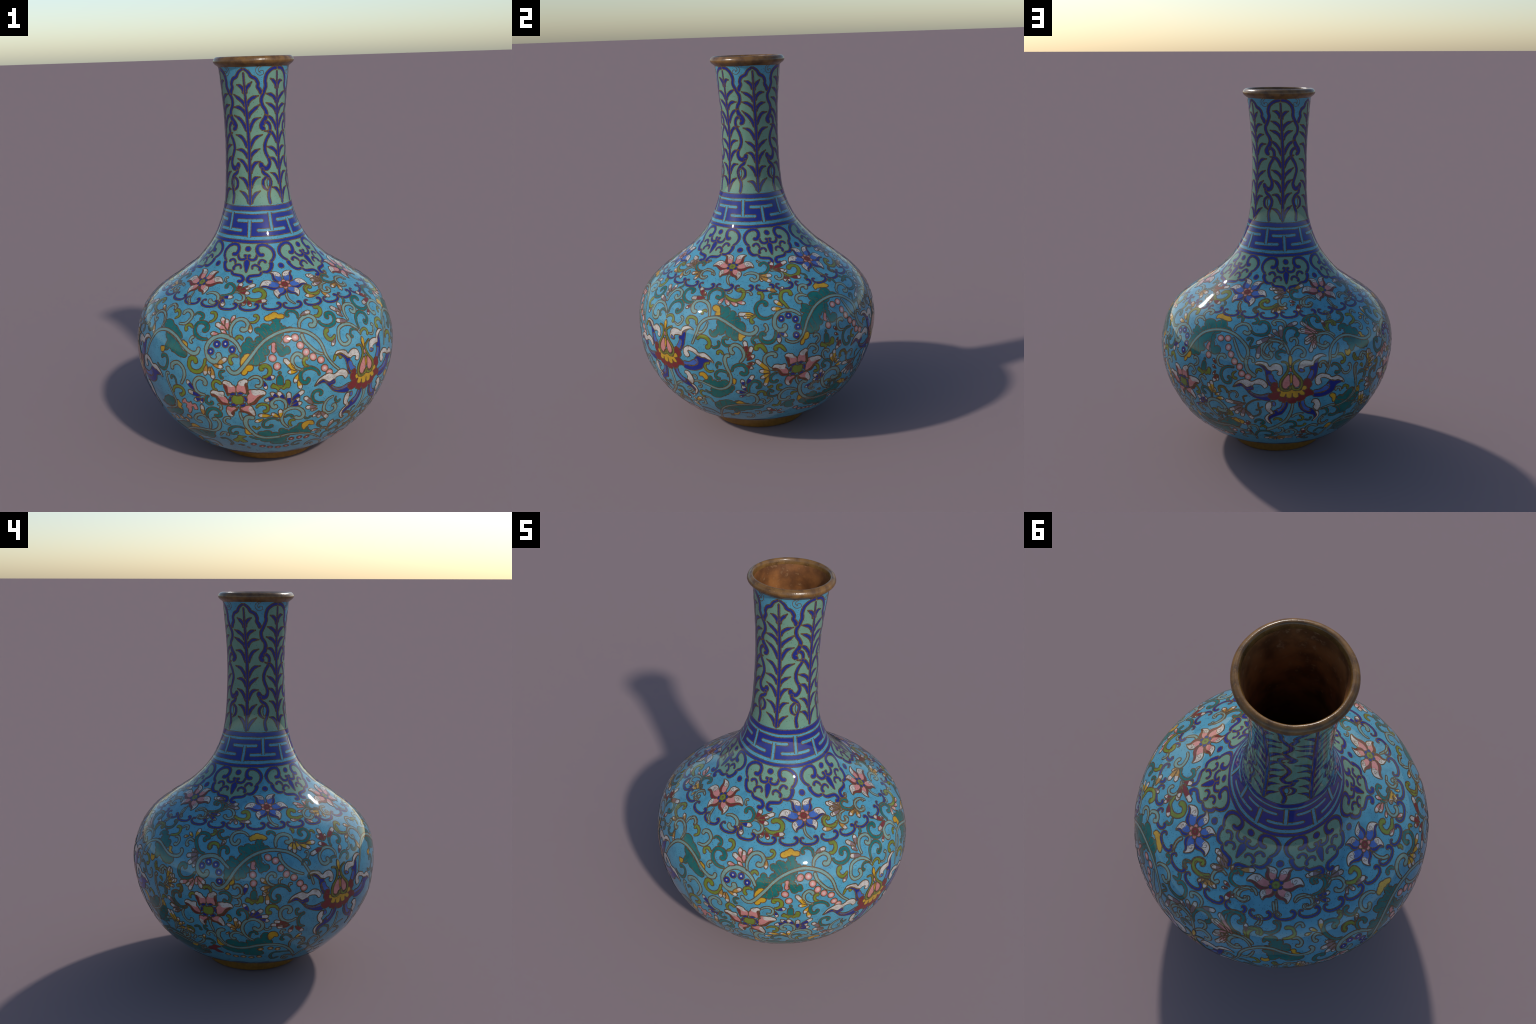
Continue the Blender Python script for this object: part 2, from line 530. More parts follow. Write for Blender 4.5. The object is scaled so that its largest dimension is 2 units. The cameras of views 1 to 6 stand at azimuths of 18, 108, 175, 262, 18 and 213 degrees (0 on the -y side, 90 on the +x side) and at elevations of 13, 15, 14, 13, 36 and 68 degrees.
# wire curls in the corners under the lip
for k in range(6):
    axis, flip = 30 + 60 * k, 1 if k % 2 == 0 else -1
    curl = [(-0.5, 1953), (-6, 1943), (-6.5, 1925), (-1, 1910), (6, 1916), (5, 1931), (0, 1930), (0.5, 1922)]
    wire_line(*on_neck(curl, axis + 2, flip), kind="wire_curl")
    wire_line(*on_neck([(4, 1953), (-1.5, 1942), (-2.5, 1930), (1, 1922)], axis + 2, flip), kind="wire_curl")

# ------------------------------------------------------------------ fret band
ring_band(NAVY, 1269, 1291, "band")
ring_band(NAVY, 1153, 1254, "fret_field")
ring_band(NAVY, 1121, 1135, "band")
for k in range(6):
    for axis, foot_z, stem in ((4.3 + 60 * k, 1224, (1154, 1224)), (34.0 + 60 * k, 1180, (1180, 1253))):
        j = rng.uniform(-1, 1)
        scroll(M_GROUND, 11, (axis - 20.5 + j, foot_z + rng.uniform(-2, 2)), (axis, foot_z), (axis + 20.5 + j, foot_z + rng.uniform(-2, 2)), kind="fret_bar", base=0.0007, ends=(1, 1))
        low, high = (1147, foot_z + 1) if foot_z > 1200 else (foot_z - 1, 1261)
        scroll(M_GROUND, 10.5, (axis + j, low), (axis + j, (low + high) / 2), (axis + j, high), kind="fret_bar", base=0.0012, ends=(1, 1), caps=False)

# ------------------------------------------------------------------ shoulder: cloud lappets, scallops, flowers
ZONE[0] = "body"
LAPPET_AXIS = [(95, 3.2), (1061, 2.0), (1026, 1.3), (982, 0.9)]


def lappet_axis(z):
    return float(np.interp(z, [982, 1026, 1061, 1095, 1118], [0.9, 1.3, 2.0, 3.1, 5.4]))


LAPPET_HALF = [(3.5, 1123), (10.3, 1123), (15.6, 1117), (18.8, 1116), (24, 1115), (28.5, 1101), (29.7, 1079), (27.1, 1056), (23.2, 1043), (23, 1034), (21.7, 1016), (18.2, 1005), (14.1, 1005), (11.7, 994), (7.3, 989), (3.7, 987), (1.1, 990)]
LAPPET_STROKES = [
    (8, [(19.5, 1075), (16, 1071), (13.5, 1082), (14.1, 1101), (18.1, 1113), (23.7, 1114), (28.2, 1101), (29.7, 1079), (27.1, 1056), (22.9, 1042)]),
    (8, [(22.9, 1042), (23.4, 1031), (21.3, 1014), (18.2, 1004), (13.9, 1005)]),
    (8, [(14, 1005), (11.7, 993), (7.3, 990), (4, 987), (2.6, 976), (3.9, 968), (6.6, 970)]),
    (7, [(11.7, 1074), (11.6, 1065), (9.1, 1053), (5.2, 1052), (3.1, 1059), (3.9, 1068), (5.6, 1065)]),
    (6, [(18.8, 1038), (18.1, 1047), (15.3, 1050), (12.7, 1040), (12.5, 1031)]),
    (6, [(6.4, 1014), (6.3, 1024), (8.8, 1031), (11.8, 1025), (12.8, 1017), (11.9, 1008)]),
]


def turned(points, turn, rise=0.0):
    return [(t + turn + rng.uniform(-0.12, 0.12), z + rise + rng.uniform(-0.8, 0.8)) for t, z in points]



def lotus(turn):
    cell(WHITE, *turned([(165.2, 666), (166, 679), (168.3, 680), (170.4, 674), (171.7, 657), (173, 667), (175, 672), (176.8, 660), (177.6, 637), (177.1, 617), (175.9, 613), (175.1, 623), (175.6, 635), (174.1, 640), (172.8, 635), (172, 637), (170.8, 643), (169.4, 659), (167.6, 669)], turn), kind="lotus_petal", base=0.00100)
    cell(NAVY, *turned([(165.2, 664), (167.6, 666), (169.2, 657), (170.8, 640), (172.3, 635), (172.3, 620), (171.1, 617), (171.1, 596), (172.2, 571), (172.7, 556), (171.7, 559), (170.7, 583), (170.1, 616), (169.5, 640), (167.4, 659)], turn), kind="lotus_petal", base=0.00104)
    cell(MID_BLUE, *turned([(171.1, 614), (172.3, 620), (173.1, 614), (173.7, 596), (175.2, 578), (172.9, 572), (171.7, 584)], turn), kind="lotus_petal", base=0.00108)
    cell(WHITE, *turned([(-175.6, 648), (-174.8, 673), (-172.9, 683), (-170.8, 680), (-169.2, 677), (-168.3, 695), (-166, 706), (-163.8, 703), (-162.3, 690), (-164.4, 693), (-166.7, 679), (-168.2, 664), (-168.7, 653), (-170.9, 653), (-173, 646), (-172.8, 629), (-174, 624), (-175.3, 631)], turn), kind="lotus_petal", base=0.00112)
    cell(NAVY, *turned([(-164.7, 692), (-166.2, 679), (-166.6, 648), (-167.1, 613), (-167.9, 593), (-169.7, 567), (-170, 580), (-168.7, 609), (-168.7, 630), (-170.1, 635), (-170.1, 649), (-168.5, 656), (-168.1, 673), (-166.7, 685)], turn), kind="lotus_petal", base=0.00116)
    cell(MID_BLUE, *turned([(-169.8, 631), (-168.6, 627), (-168.7, 603), (-169.7, 583), (-171.6, 591), (-170.6, 615)], turn), kind="lotus_petal", base=0.00120)
    cell(MID_BLUE, *turned([(-175, 645), (-173.7, 641), (-173, 632), (-174, 625), (-175, 631)], turn), kind="lotus_petal", base=0.00124)
    cell(WHITE, *turned([(155.1, 536), (157.3, 570), (161.3, 588), (164.1, 578), (166.8, 593), (169.6, 584), (171, 558), (169.6, 543), (168, 560), (165.2, 562), (163.5, 539), (161.3, 540), (159, 562), (156.7, 552)], turn), kind="lotus_petal", base=0.00128)
    cell(NAVY, *turned([(155.4, 536), (159, 562), (161.8, 545), (164.1, 554), (164.6, 533), (162.4, 524), (164.6, 504), (168.5, 500), (172.4, 508), (172.1, 471), (168.5, 474), (164, 496), (161.2, 530), (159, 548)], turn), kind="lotus_petal", base=0.00132)
    cell(MID_BLUE, *turned([(162.9, 528), (164.6, 511), (167.9, 503), (171.8, 515), (171.6, 497), (167.4, 492), (164, 504)], turn), kind="lotus_petal", base=0.00136)
    cell(WHITE, *turned([(-167.6, 562), (-167.4, 592), (-164.8, 608), (-161.1, 595), (-159.8, 579), (-156.6, 582), (-153.7, 558), (-152.8, 534), (-156.4, 558), (-158.4, 555), (-160.3, 566), (-162.9, 581), (-165.3, 582), (-164.6, 557), (-166.3, 546)], turn), kind="lotus_petal", base=0.00140)
    cell(NAVY, *turned([(-153.6, 544), (-156.9, 530), (-158.5, 498), (-162.8, 477), (-167.7, 479), (-168.1, 502), (-163.6, 501), (-160.7, 524), (-162.1, 541), (-160.3, 563), (-157.7, 557)], turn), kind="lotus_petal", base=0.00144)
    cell(MID_BLUE, *turned([(-160.8, 546), (-160.6, 517), (-163.6, 505), (-168.1, 502), (-168, 520), (-165, 522), (-162.7, 539)], turn), kind="lotus_petal", base=0.00148)
    cell(WHITE, *turned([(172.7, 463), (170.9, 460), (170, 437), (170.6, 409), (172.1, 392), (170.6, 380), (169.6, 355), (171.1, 327), (172.9, 319), (171.6, 343), (171.2, 368), (172.3, 383), (173.7, 392), (172.9, 410), (172.3, 418), (172.9, 433), (172.7, 444), (173.3, 455)], turn), kind="lotus_petal", base=0.00152)
    cell(MID_BLUE, *turned([(172.7, 463), (174.1, 463), (174.6, 449), (174.1, 438), (173.1, 444), (172.7, 452)], turn), kind="lotus_petal", base=0.00156)
    cell(NAVY, *turned([(-179.8, 464), (-179.9, 437), (-180.9, 409), (-182.3, 386), (-184.1, 377), (-186.3, 365), (-187.8, 349), (-187.4, 321), (-188.7, 343), (-188.8, 362), (-187.1, 383), (-185.8, 392), (-186.1, 407), (-184.6, 413), (-184.2, 398), (-182.6, 415), (-181.4, 443), (-181.2, 459)], turn), kind="lotus_petal", base=0.00160)
    cell(MID_BLUE, *turned([(177.6, 457), (179, 457), (178.8, 437), (177.7, 415), (176.2, 401), (175, 416), (176.6, 427), (177.4, 443)], turn), kind="lotus_petal", base=0.00164)
    cell(WHITE, *turned([(-168.7, 447), (-168, 465), (-166, 464), (-164.5, 442), (-164.1, 416), (-165.1, 392), (-166.3, 397), (-167.7, 417), (-167.2, 433), (-168.1, 448)], turn), kind="lotus_petal", base=0.00168)
    cell(WHITE, *turned([(-166.2, 388), (-164.4, 382), (-163.7, 356), (-164.8, 333), (-166.7, 318), (-165.9, 339), (-164.9, 358)], turn), kind="lotus_petal", base=0.00172)
    cell(NAVY, *turned([(-175.1, 461), (-174.5, 427), (-172.8, 402), (-170.1, 380), (-166.9, 365), (-165.7, 338), (-165.2, 359), (-166.4, 388), (-168.1, 409), (-169.2, 408), (-168.5, 392), (-170.1, 392), (-172.4, 410), (-173.7, 431), (-174, 454)], turn), kind="lotus_petal", base=0.00176)
    cell(MID_BLUE, *turned([(-173.9, 459), (-172.4, 466), (-172.1, 443), (-170.4, 421), (-169.2, 414), (-169.6, 394), (-171.7, 406), (-173.2, 428)], turn), kind="lotus_petal", base=0.00180)
    cell(RED, *turned([(172.7, 565), (173.7, 576), (175.2, 572), (175.5, 549), (176.3, 539), (181.4, 521), (186.5, 533), (186.7, 565), (187.4, 586), (189.2, 587), (190.3, 570), (190.7, 551), (189.7, 532), (191.7, 513), (191.8, 493), (189.9, 492), (188.3, 484), (187.6, 471), (185.5, 463), (184.2, 464), (183.7, 454), (181.6, 452), (180.3, 460), (179.5, 471), (178.7, 457), (177.4, 465), (176.3, 469), (175.6, 479), (173.5, 474), (171.4, 489), (171.2, 503), (172.5, 513), (173.2, 520), (172.2, 539)], turn), kind="calyx", base=0.00184)
    wire_line(*turned([(173.2, 520), (175.5, 523)], turn), kind="petal_line", base=0.00188)
    wire_line(*turned([(175.6, 479), (176.8, 499)], turn), kind="petal_line", base=0.00192)
    wire_line(*turned([(179.5, 471), (179.9, 491)], turn), kind="petal_line", base=0.00196)
    wire_line(*turned([(-175.8, 464), (-177, 489)], turn), kind="petal_line", base=0.00200)
    wire_line(*turned([(-171.7, 484), (-173.4, 503)], turn), kind="petal_line", base=0.00204)
    wire_line(*turned([(-170.3, 532), (-171.9, 531)], turn), kind="petal_line", base=0.00208)
    wire_line(*turned([(172.7, 562), (174.5, 553)], turn), kind="petal_line", base=0.00212)
    cell(YELLOW, *turned([(174.9, 540), (176, 546), (177.3, 529), (181.3, 534), (185.5, 527), (186.5, 549), (187.7, 553), (188.6, 537), (187.6, 527), (186.5, 526), (187.7, 512), (187.5, 499), (185.9, 500), (184.8, 511), (184.9, 491), (183.6, 485), (182.4, 493), (181.9, 514), (181.7, 490), (180.4, 486), (179.3, 493), (179.1, 512), (178.6, 495), (177.3, 494), (176.3, 503), (176.8, 523), (175.5, 523)], turn), kind="stamen", base=0.00216)
    cell(PINK, *turned([(-179.6, 616), (-181.6, 596), (-182.7, 568), (-182.2, 546), (-180.7, 540), (-179.7, 554), (-179, 563)], turn), kind="pistil", base=0.00220)
    cell(PINK, *turned([(-177.8, 615), (-175.7, 592), (-174.8, 570), (-175.1, 551), (-176.4, 545), (-177.4, 556), (-178, 575)], turn), kind="pistil", base=0.00224)
    scroll(OLIVE, 7, *turned([(176.8, 680), (178.6, 678), (179.7, 665), (179.9, 639), (178.9, 616), (176.9, 584), (176.6, 555), (177.8, 532), (179.8, 530), (181.1, 541), (180.9, 554)], turn), kind="pistil", base=0.00228)
    scroll(OLIVE, 7, *turned([(-174.6, 687), (-176.8, 677), (-178.1, 661), (-177.8, 635), (-176.3, 611), (-174.2, 585), (-173.8, 556), (-175.1, 535), (-176.9, 534), (-178, 547), (-178, 560)], turn), kind="pistil", base=0.00232)
    cell(PINK, *turned([(-179.5, 651), (-178.8, 650), (-178.5, 636), (-179, 629), (-179.5, 636)], turn), kind="pistil", base=0.00236)
    cell(YELLOW, *turned([(-179.3, 712), (-178.3, 698), (-178.5, 676), (-179.1, 659), (-179.8, 673), (-180, 693)], turn), kind="stamen", base=0.00240)
    cell(YELLOW, *turned([(-178.8, 624), (-178.2, 600), (-178.5, 573), (-179.1, 573), (-179.3, 601)], turn), kind="stamen", base=0.00244)


def star_blossom(turn):
    cell(PINK, *turned([(1.3, 513), (0.7, 536), (-0.1, 557), (-0.5, 571), (0.4, 581), (1.7, 578), (2.8, 574), (3.5, 563), (4.8, 553), (4.8, 528), (4, 524), (2.1, 520)], turn), kind="blossom_petal", base=0.00090)
    cell(WHITE, *turned([(-0.4, 569), (0.4, 580), (1.7, 578), (2.8, 573), (3.6, 562), (4.2, 557), (3.2, 552), (2, 554), (1.4, 561)], turn), kind="petal_tip", base=0.00094, wire=False)
    cell(RED, *turned([(1.3, 507), (0.6, 530), (-0.3, 560), (0.4, 561), (1.3, 550), (1.5, 531), (1.8, 514)], turn), kind="petal_edge", base=0.00098)
    cell(PINK, *turned([(5.2, 528), (5, 547), (5.8, 567), (6.3, 579), (7.8, 589), (8.9, 593), (9.9, 583), (9.3, 566), (9.6, 541), (9.1, 521), (7.7, 523)], turn), kind="blossom_petal", base=0.00102)
    cell(WHITE, *turned([(6.1, 573), (6.7, 583), (8.9, 593), (9.9, 582), (9.3, 573), (8.6, 566), (7.9, 560), (6.5, 562)], turn), kind="petal_tip", base=0.00106, wire=False)
    cell(RED, *turned([(8.6, 518), (9.1, 530), (8.7, 552), (8.6, 566), (9.5, 574), (9.8, 541), (9.5, 524)], turn), kind="petal_edge", base=0.00110)
    cell(PINK, *turned([(9.2, 507), (10.2, 524), (10, 538), (11.4, 541), (13.2, 541), (15, 541), (16.6, 530), (16.5, 515), (15.4, 513), (13.3, 496), (11.6, 475), (9.3, 472)], turn), kind="blossom_petal", base=0.00114)
    cell(WHITE, *turned([(10.9, 534), (11.4, 541), (13.2, 541), (14.6, 543), (16.5, 530), (16.4, 517), (15.4, 515), (14.3, 519), (12.7, 513), (11.6, 519)], turn), kind="petal_tip", base=0.00118, wire=False)
    cell(RED, *turned([(9.3, 469), (11.6, 481), (13.3, 504), (15, 516), (16.3, 515), (14.2, 496), (12.3, 469), (10.2, 466)], turn), kind="petal_edge", base=0.00122)
    cell(PINK, *turned([(7.3, 453), (9.2, 463), (10.6, 460), (11.5, 445), (12.3, 421), (12, 408), (10.4, 417), (9, 429), (7.2, 435), (6.3, 447)], turn), kind="blossom_petal", base=0.00126)
    cell(WHITE, *turned([(9.6, 445), (10.6, 459), (11.5, 445), (12.3, 421), (11.9, 409), (10.9, 419), (10, 430)], turn), kind="petal_tip", base=0.00130, wire=False)
    cell(RED, *turned([(6.1, 449), (7.2, 435), (9, 429), (10.6, 420), (11, 408), (9.9, 411), (8.5, 423), (6.6, 428), (5.9, 443)], turn), kind="petal_edge", base=0.00134)
    cell(PINK, *turned([(1.4, 474), (1, 492), (-0.1, 505), (-0.2, 525), (-2.1, 523), (-4.8, 528), (-6, 514), (-5.6, 503), (-3.3, 498), (-2.6, 476), (-1, 460), (1.3, 462)], turn), kind="blossom_petal", base=0.00138)
    cell(WHITE, *turned([(-5.9, 514), (-4.7, 527), (-2.1, 523), (-0.2, 524), (-0.1, 505), (-0.6, 498), (-2.1, 500), (-3.8, 505), (-5.4, 505)], turn), kind="petal_tip", base=0.00142, wire=False)
    cell(RED, *turned([(1.6, 468), (-0.9, 472), (-2.4, 490), (-3.8, 506), (-5.8, 509), (-5.4, 498), (-3.6, 492), (-2.8, 472), (-1.2, 459), (1.7, 461)], turn), kind="petal_edge", base=0.00146)
    cell(PINK, *turned([(4.1, 453), (2.6, 451), (0.9, 453), (0.3, 437), (0.3, 418), (1.1, 403), (2.2, 397), (3.1, 408), (3.6, 428), (4.9, 438)], turn), kind="blossom_petal", base=0.00150)
    cell(WHITE, *turned([(0.4, 434), (0.4, 418), (1.1, 403), (2.3, 398), (3, 407), (2.2, 414), (1.9, 426), (1.2, 432)], turn), kind="petal_tip", base=0.00154, wire=False)
    cell(RED, *turned([(5.5, 454), (4.9, 438), (3.3, 424), (3.1, 405), (2.2, 414), (2.6, 427), (4.2, 441)], turn), kind="petal_edge", base=0.00158)
    cell(OLIVE, *turned([(3.1, 503), (4.1, 513), (5.3, 509), (7.2, 512), (7.8, 495), (7.4, 474), (5.5, 467), (3.6, 469), (2.9, 483)], turn), kind="flower_eye", base=0.00162)
    cell(NAVY, *turned([(2.3, 517), (3.5, 525), (4.7, 520), (4.1, 513), (2.5, 510)], turn), kind="flower_eye", base=0.00166)
    cell(NAVY, *turned([(5.5, 522), (6.6, 530), (7.9, 525), (7.4, 518), (5.6, 517)], turn), kind="flower_eye", base=0.00170)
    cell(NAVY, *turned([(1.7, 491), (2.3, 503), (3, 497), (2.6, 483), (1.9, 479)], turn), kind="flower_eye", base=0.00174)
    cell(NAVY, *turned([(7.9, 509), (8.8, 507), (9.3, 492), (8.7, 479), (8.2, 489)], turn), kind="flower_eye", base=0.00178)
    cell(NAVY, *turned([(2.4, 468), (3.6, 472), (4.9, 461), (4.2, 456), (2.8, 456)], turn), kind="flower_eye", base=0.00182)
    cell(NAVY, *turned([(6, 458), (6.9, 468), (8.4, 472), (8.3, 460), (7.3, 456)], turn), kind="flower_eye", base=0.00186)


def tassel(turn, rise):
    cell(TEAL, *turned([(21.9, 619), (22.6, 626), (23.2, 618), (22.5, 610)], turn, rise), kind="tassel", base=0.00090)
    cell(TEAL, *turned([(21.1, 564), (21.2, 596), (22, 608), (23.2, 606), (23.8, 592), (23.7, 570), (24, 556), (22.5, 549)], turn, rise), kind="tassel", base=0.00094)
    cell(OLIVE, *turned([(18.9, 559), (19.8, 571), (20.8, 564), (21.4, 561), (23.7, 559), (24.6, 569), (24.8, 580), (26, 581), (26.6, 567), (26.2, 545), (24.8, 544), (23.9, 538), (22.9, 545), (21.6, 534), (20.7, 544), (19.1, 548)], turn, rise), kind="tassel", base=0.00098)


# shoulder scrolls, front
scroll(TEAL, 9, (-7.9, 941), (-8.8, 949), (-8, 956), (-5.8, 958), (-3, 949), (-2.3, 937), (-3.1, 926), (-6.2, 918), (-10.2, 914))
scroll(SAGE, 6, (-9.9, 979), (-11.9, 976), (-11.8, 969), (-9.9, 961))
scroll(SAGE, 9, (-1.8, 930), (0.7, 931), (3.3, 925), (4.8, 914), (4.6, 903), (2.9, 897), (1, 898), (-0, 904))
scroll(OLIVE, 13, (11.1, 931), (11, 937), (13.2, 941), (16, 934), (16.6, 921), (15.3, 909), (12.4, 904), (8.8, 906), (6.4, 915))
scroll(SAGE, 7, (29.9, 933), (29.6, 917), (30.4, 900), (33.2, 884))
scroll(SAGE, 10, (-19.7, 913), (-17.3, 920), (-13.9, 920), (-11.2, 912), (-10.4, 897), (-12.2, 887), (-14.6, 892), (-14.5, 899))
scroll(SAGE, 7, (-29.8, 912), (-29.3, 896), (-28.3, 883), (-25.7, 870))
scroll(TEAL, 7, (-52.7, 925), (-49.9, 918), (-54, 920), (-57.6, 928), (-58.7, 938), (-56.2, 949), (-52.5, 951))
scroll(SAGE, 9, (-42.5, 918), (-46.4, 921), (-48.5, 913), (-48.9, 901), (-46.6, 894), (-45, 899), (-45.9, 906))
scroll(SAGE, 9, (74, 911), (69.8, 912), (68.9, 927), (71.3, 940), (74.9, 940), (77.1, 934), (77.9, 924))
scroll(TEAL, 9, (65.6, 950), (65.8, 959), (62.2, 962), (59.9, 954), (60.8, 941), (63.8, 932), (67.8, 930))
scroll(SAGE, 9, (59.9, 937), (55.4, 937), (52.9, 925), (53.5, 912), (56.1, 906), (58.2, 911), (56.9, 918))
scroll(OLIVE, 12, (46.4, 929), (45.8, 938), (43.1, 935), (42.6, 921), (44.9, 909), (48.3, 908), (51.5, 919))
scroll(SAGE, 6, (67.3, 964), (67.8, 971), (69.5, 977))
drop(NAVY, WHITE, (-9.1, 909), (-8.7, 894))
drop(NAVY, WHITE, (-8.7, 908), (-5.5, 879))
drop(NAVY, WHITE, (-8.3, 910), (-1.6, 913))
drop(RED, WHITE, (-0.4, 935), (1.5, 964))
drop(RED, WHITE, (0.1, 935), (11.1, 959))
drop(RED, WHITE, (0.6, 934), (7.7, 948))
drop(RED, WHITE, (0.6, 933), (7.9, 927))
drop(RED, WHITE, (6.2, 905), (4.9, 884))
drop(RED, WHITE, (7.2, 904), (9.4, 883))
drop(RED, WHITE, (11.5, 898), (18, 903))
drop(AMBER, WHITE, (-56.5, 907), (-57.4, 917))
drop(AMBER, WHITE, (-54, 909), (-56.9, 898))
drop(MAUVE, WHITE, (58.3, 946), (49.6, 978))
drop(MAUVE, WHITE, (58.3, 949), (56.7, 967))
drop(MAUVE, WHITE, (57.4, 947), (50.1, 958))
drop(MAUVE, WHITE, (56.9, 945), (48.8, 939))
drop(AMBER, WHITE, (66.6, 924), (60.8, 918))
drop(AMBER, WHITE, (67.3, 922), (67, 896))
drop(AMBER, WHITE, (46.6, 901), (40.5, 908))
drop(AMBER, WHITE, (51.9, 911), (55.2, 887))

# shoulder scrolls, right and back
scroll(TEAL, 9, (66.7, 955), (64.9, 964), (61.7, 964), (59.7, 953), (61.4, 940), (65.3, 932), (69, 933))
scroll(SAGE, 6, (70, 975), (68.7, 969), (65.4, 964))
scroll(SAGE, 9, (79.9, 922), (77.4, 936), (73, 940), (69.9, 934), (69.5, 920), (71.3, 909), (73.7, 909), (74.4, 919))
scroll(SAGE, 9, (60.3, 939), (56.4, 936), (53.7, 924), (53.8, 910), (56.9, 905), (58.5, 915), (56.9, 921))
scroll(OLIVE, 10, (46.5, 940), (43.5, 934), (42.8, 925), (44.1, 914), (48.4, 910), (50.2, 915))
scroll(SAGE, 8, (90.5, 931), (89.7, 918), (90.5, 906), (91.9, 894))
scroll(TEAL, 9, (111.7, 960), (111.9, 968), (115.2, 972), (117.8, 958), (116.7, 944), (114, 934), (110.1, 933))
scroll(SAGE, 6, (108.9, 984), (110.2, 976), (112, 975))
scroll(SAGE, 10, (100.1, 928), (102.7, 936), (106.6, 936), (109.3, 929), (109.5, 917), (107.7, 909), (105.5, 913), (105.9, 920))
scroll(SAGE, 8, (118.3, 941), (121.6, 942), (124.9, 936), (126.1, 924), (124.8, 912), (122.4, 909), (121, 917), (122, 921))
scroll(OLIVE, 12, (132.4, 938), (132.5, 947), (135.5, 952), (138.8, 945), (138.5, 929), (135.6, 917), (131.2, 914), (128.4, 923), (127, 931))
scroll(TEAL, 7, (138.4, 918), (140.6, 911), (140.7, 902), (138.7, 897))
scroll(SAGE, 7, (151.2, 927), (151, 913), (152.4, 898), (154.4, 887))
scroll(OLIVE, 10, (169.1, 926), (168.9, 937), (165.2, 930), (164.9, 917), (168.5, 908), (174.1, 911), (176.7, 921))
scroll(TEAL, 8, (164.2, 912), (161.6, 904), (162, 895), (164.9, 893))
drop(MAUVE, WHITE, (58.5, 947), (50.2, 939))
drop(MAUVE, WHITE, (58.3, 949), (51.2, 961))
drop(MAUVE, WHITE, (57.5, 950), (51.8, 978))
drop(MAUVE, WHITE, (58.8, 949), (58.2, 965))
drop(AMBER, WHITE, (67.6, 925), (61.4, 916))
drop(AMBER, WHITE, (68.3, 921), (66.6, 896))
drop(AMBER, WHITE, (110.7, 925), (118.7, 925))
drop(AMBER, WHITE, (110.7, 923), (117.4, 902))
drop(AMBER, WHITE, (110.5, 923), (112, 905))
drop(RED, WHITE, (119, 947), (121.1, 973))
drop(RED, WHITE, (120.7, 948), (133.1, 970))
drop(RED, WHITE, (121, 946), (130, 934))
drop(RED, WHITE, (122.2, 945), (128.6, 938))
drop(RED, WHITE, (126.9, 919), (125.9, 898))
drop(RED, WHITE, (128.2, 916), (128.9, 896))
drop(RED, WHITE, (130.5, 911), (137.1, 906))
drop(AMBER, WHITE, (175.3, 909), (182.2, 907))
drop(AMBER, WHITE, (173.8, 906), (173.1, 890))
drop(MAUVE, WHITE, (176.6, 978), (171.2, 983))
drop(MAUVE, WHITE, (-177.4, 964), (-184.5, 974))
drop(MAUVE, WHITE, (-179.1, 957), (-186, 944))

# shoulder scrolls, left and back
scroll(SAGE, 9, (-175.9, 950), (-179.7, 953), (-182.5, 942), (-182.3, 924), (-180.1, 917), (-178.1, 928))
scroll(OLIVE, 12, (169.6, 928), (168.9, 938), (166.2, 934), (165.3, 921), (167.4, 908), (171.4, 909), (174.6, 918), (176.1, 926))
scroll(TEAL, 7, (165, 913), (162.6, 909), (162.3, 898), (164, 892))
scroll(SAGE, 8, (150.9, 927), (150.7, 912), (151.8, 899), (153.5, 887))
scroll(TEAL, 9, (-168.8, 965), (-169.3, 974), (-172.2, 973), (-174, 958), (-172.8, 944), (-169.3, 938), (-166.3, 939))
scroll(SAGE, 10, (-156.8, 931), (-158.8, 944), (-162.4, 944), (-165.8, 932), (-166.1, 914), (-163.3, 908), (-161, 918), (-162, 921))
scroll(SAGE, 7, (-146.8, 928), (-146.4, 908), (-146.1, 893), (-144.1, 883))
scroll(SAGE, 8, (-137.3, 916), (-133.7, 927), (-128.4, 924), (-127.1, 908), (-129.2, 898), (-131.7, 900), (-131.1, 908))
scroll(TEAL, 8, (-123.3, 951), (-124.6, 961), (-120, 965), (-116.4, 951), (-117.9, 937), (-123, 926))
scroll(SAGE, 8, (-148.2, 921), (-147.6, 907), (-147, 895), (-145, 883))
scroll(SAGE, 9, (-137.5, 918), (-135.8, 931), (-132.1, 932), (-128.9, 921), (-128.5, 905), (-130.5, 896), (-132.8, 901), (-131.7, 907))
scroll(TEAL, 9, (-125, 952), (-126.5, 963), (-124.5, 971), (-121, 965), (-119.1, 950), (-120.5, 936), (-123.6, 928), (-128.1, 926))
scroll(SAGE, 9, (-118.2, 939), (-115.7, 945), (-112.2, 942), (-110, 930), (-110.1, 915), (-112.7, 907), (-115.3, 914), (-114.6, 921))
scroll(OLIVE, 12, (-103.8, 927), (-103.6, 933), (-101.3, 934), (-100.1, 921), (-101.4, 908), (-104.8, 906), (-107.9, 913), (-109.3, 921))
scroll(SAGE, 9, (-159, 939), (-162.6, 945), (-166.6, 936), (-168.3, 921), (-166.4, 911), (-162.4, 912), (-162.6, 923))
scroll(SAGE, 8, (-87.6, 922), (-87.4, 905), (-86, 890), (-83.4, 881))
scroll(OLIVE, 12, (-69.2, 922), (-69.9, 932), (-72.6, 932), (-74.3, 920), (-73.4, 907), (-69.9, 902), (-65.6, 907))
scroll(SAGE, 9, (-56.7, 928), (-60.4, 927), (-63.7, 916), (-64.2, 902), (-61.9, 894), (-59.5, 898), (-59.9, 904))
scroll(TEAL, 9, (-50.5, 940), (-49.5, 951), (-52.6, 954), (-56.2, 941), (-56.2, 927), (-53.9, 920), (-49.2, 918))
scroll(SAGE, 9, (-45.6, 924), (-48.5, 911), (-48.5, 899), (-46.3, 891), (-43.5, 897))
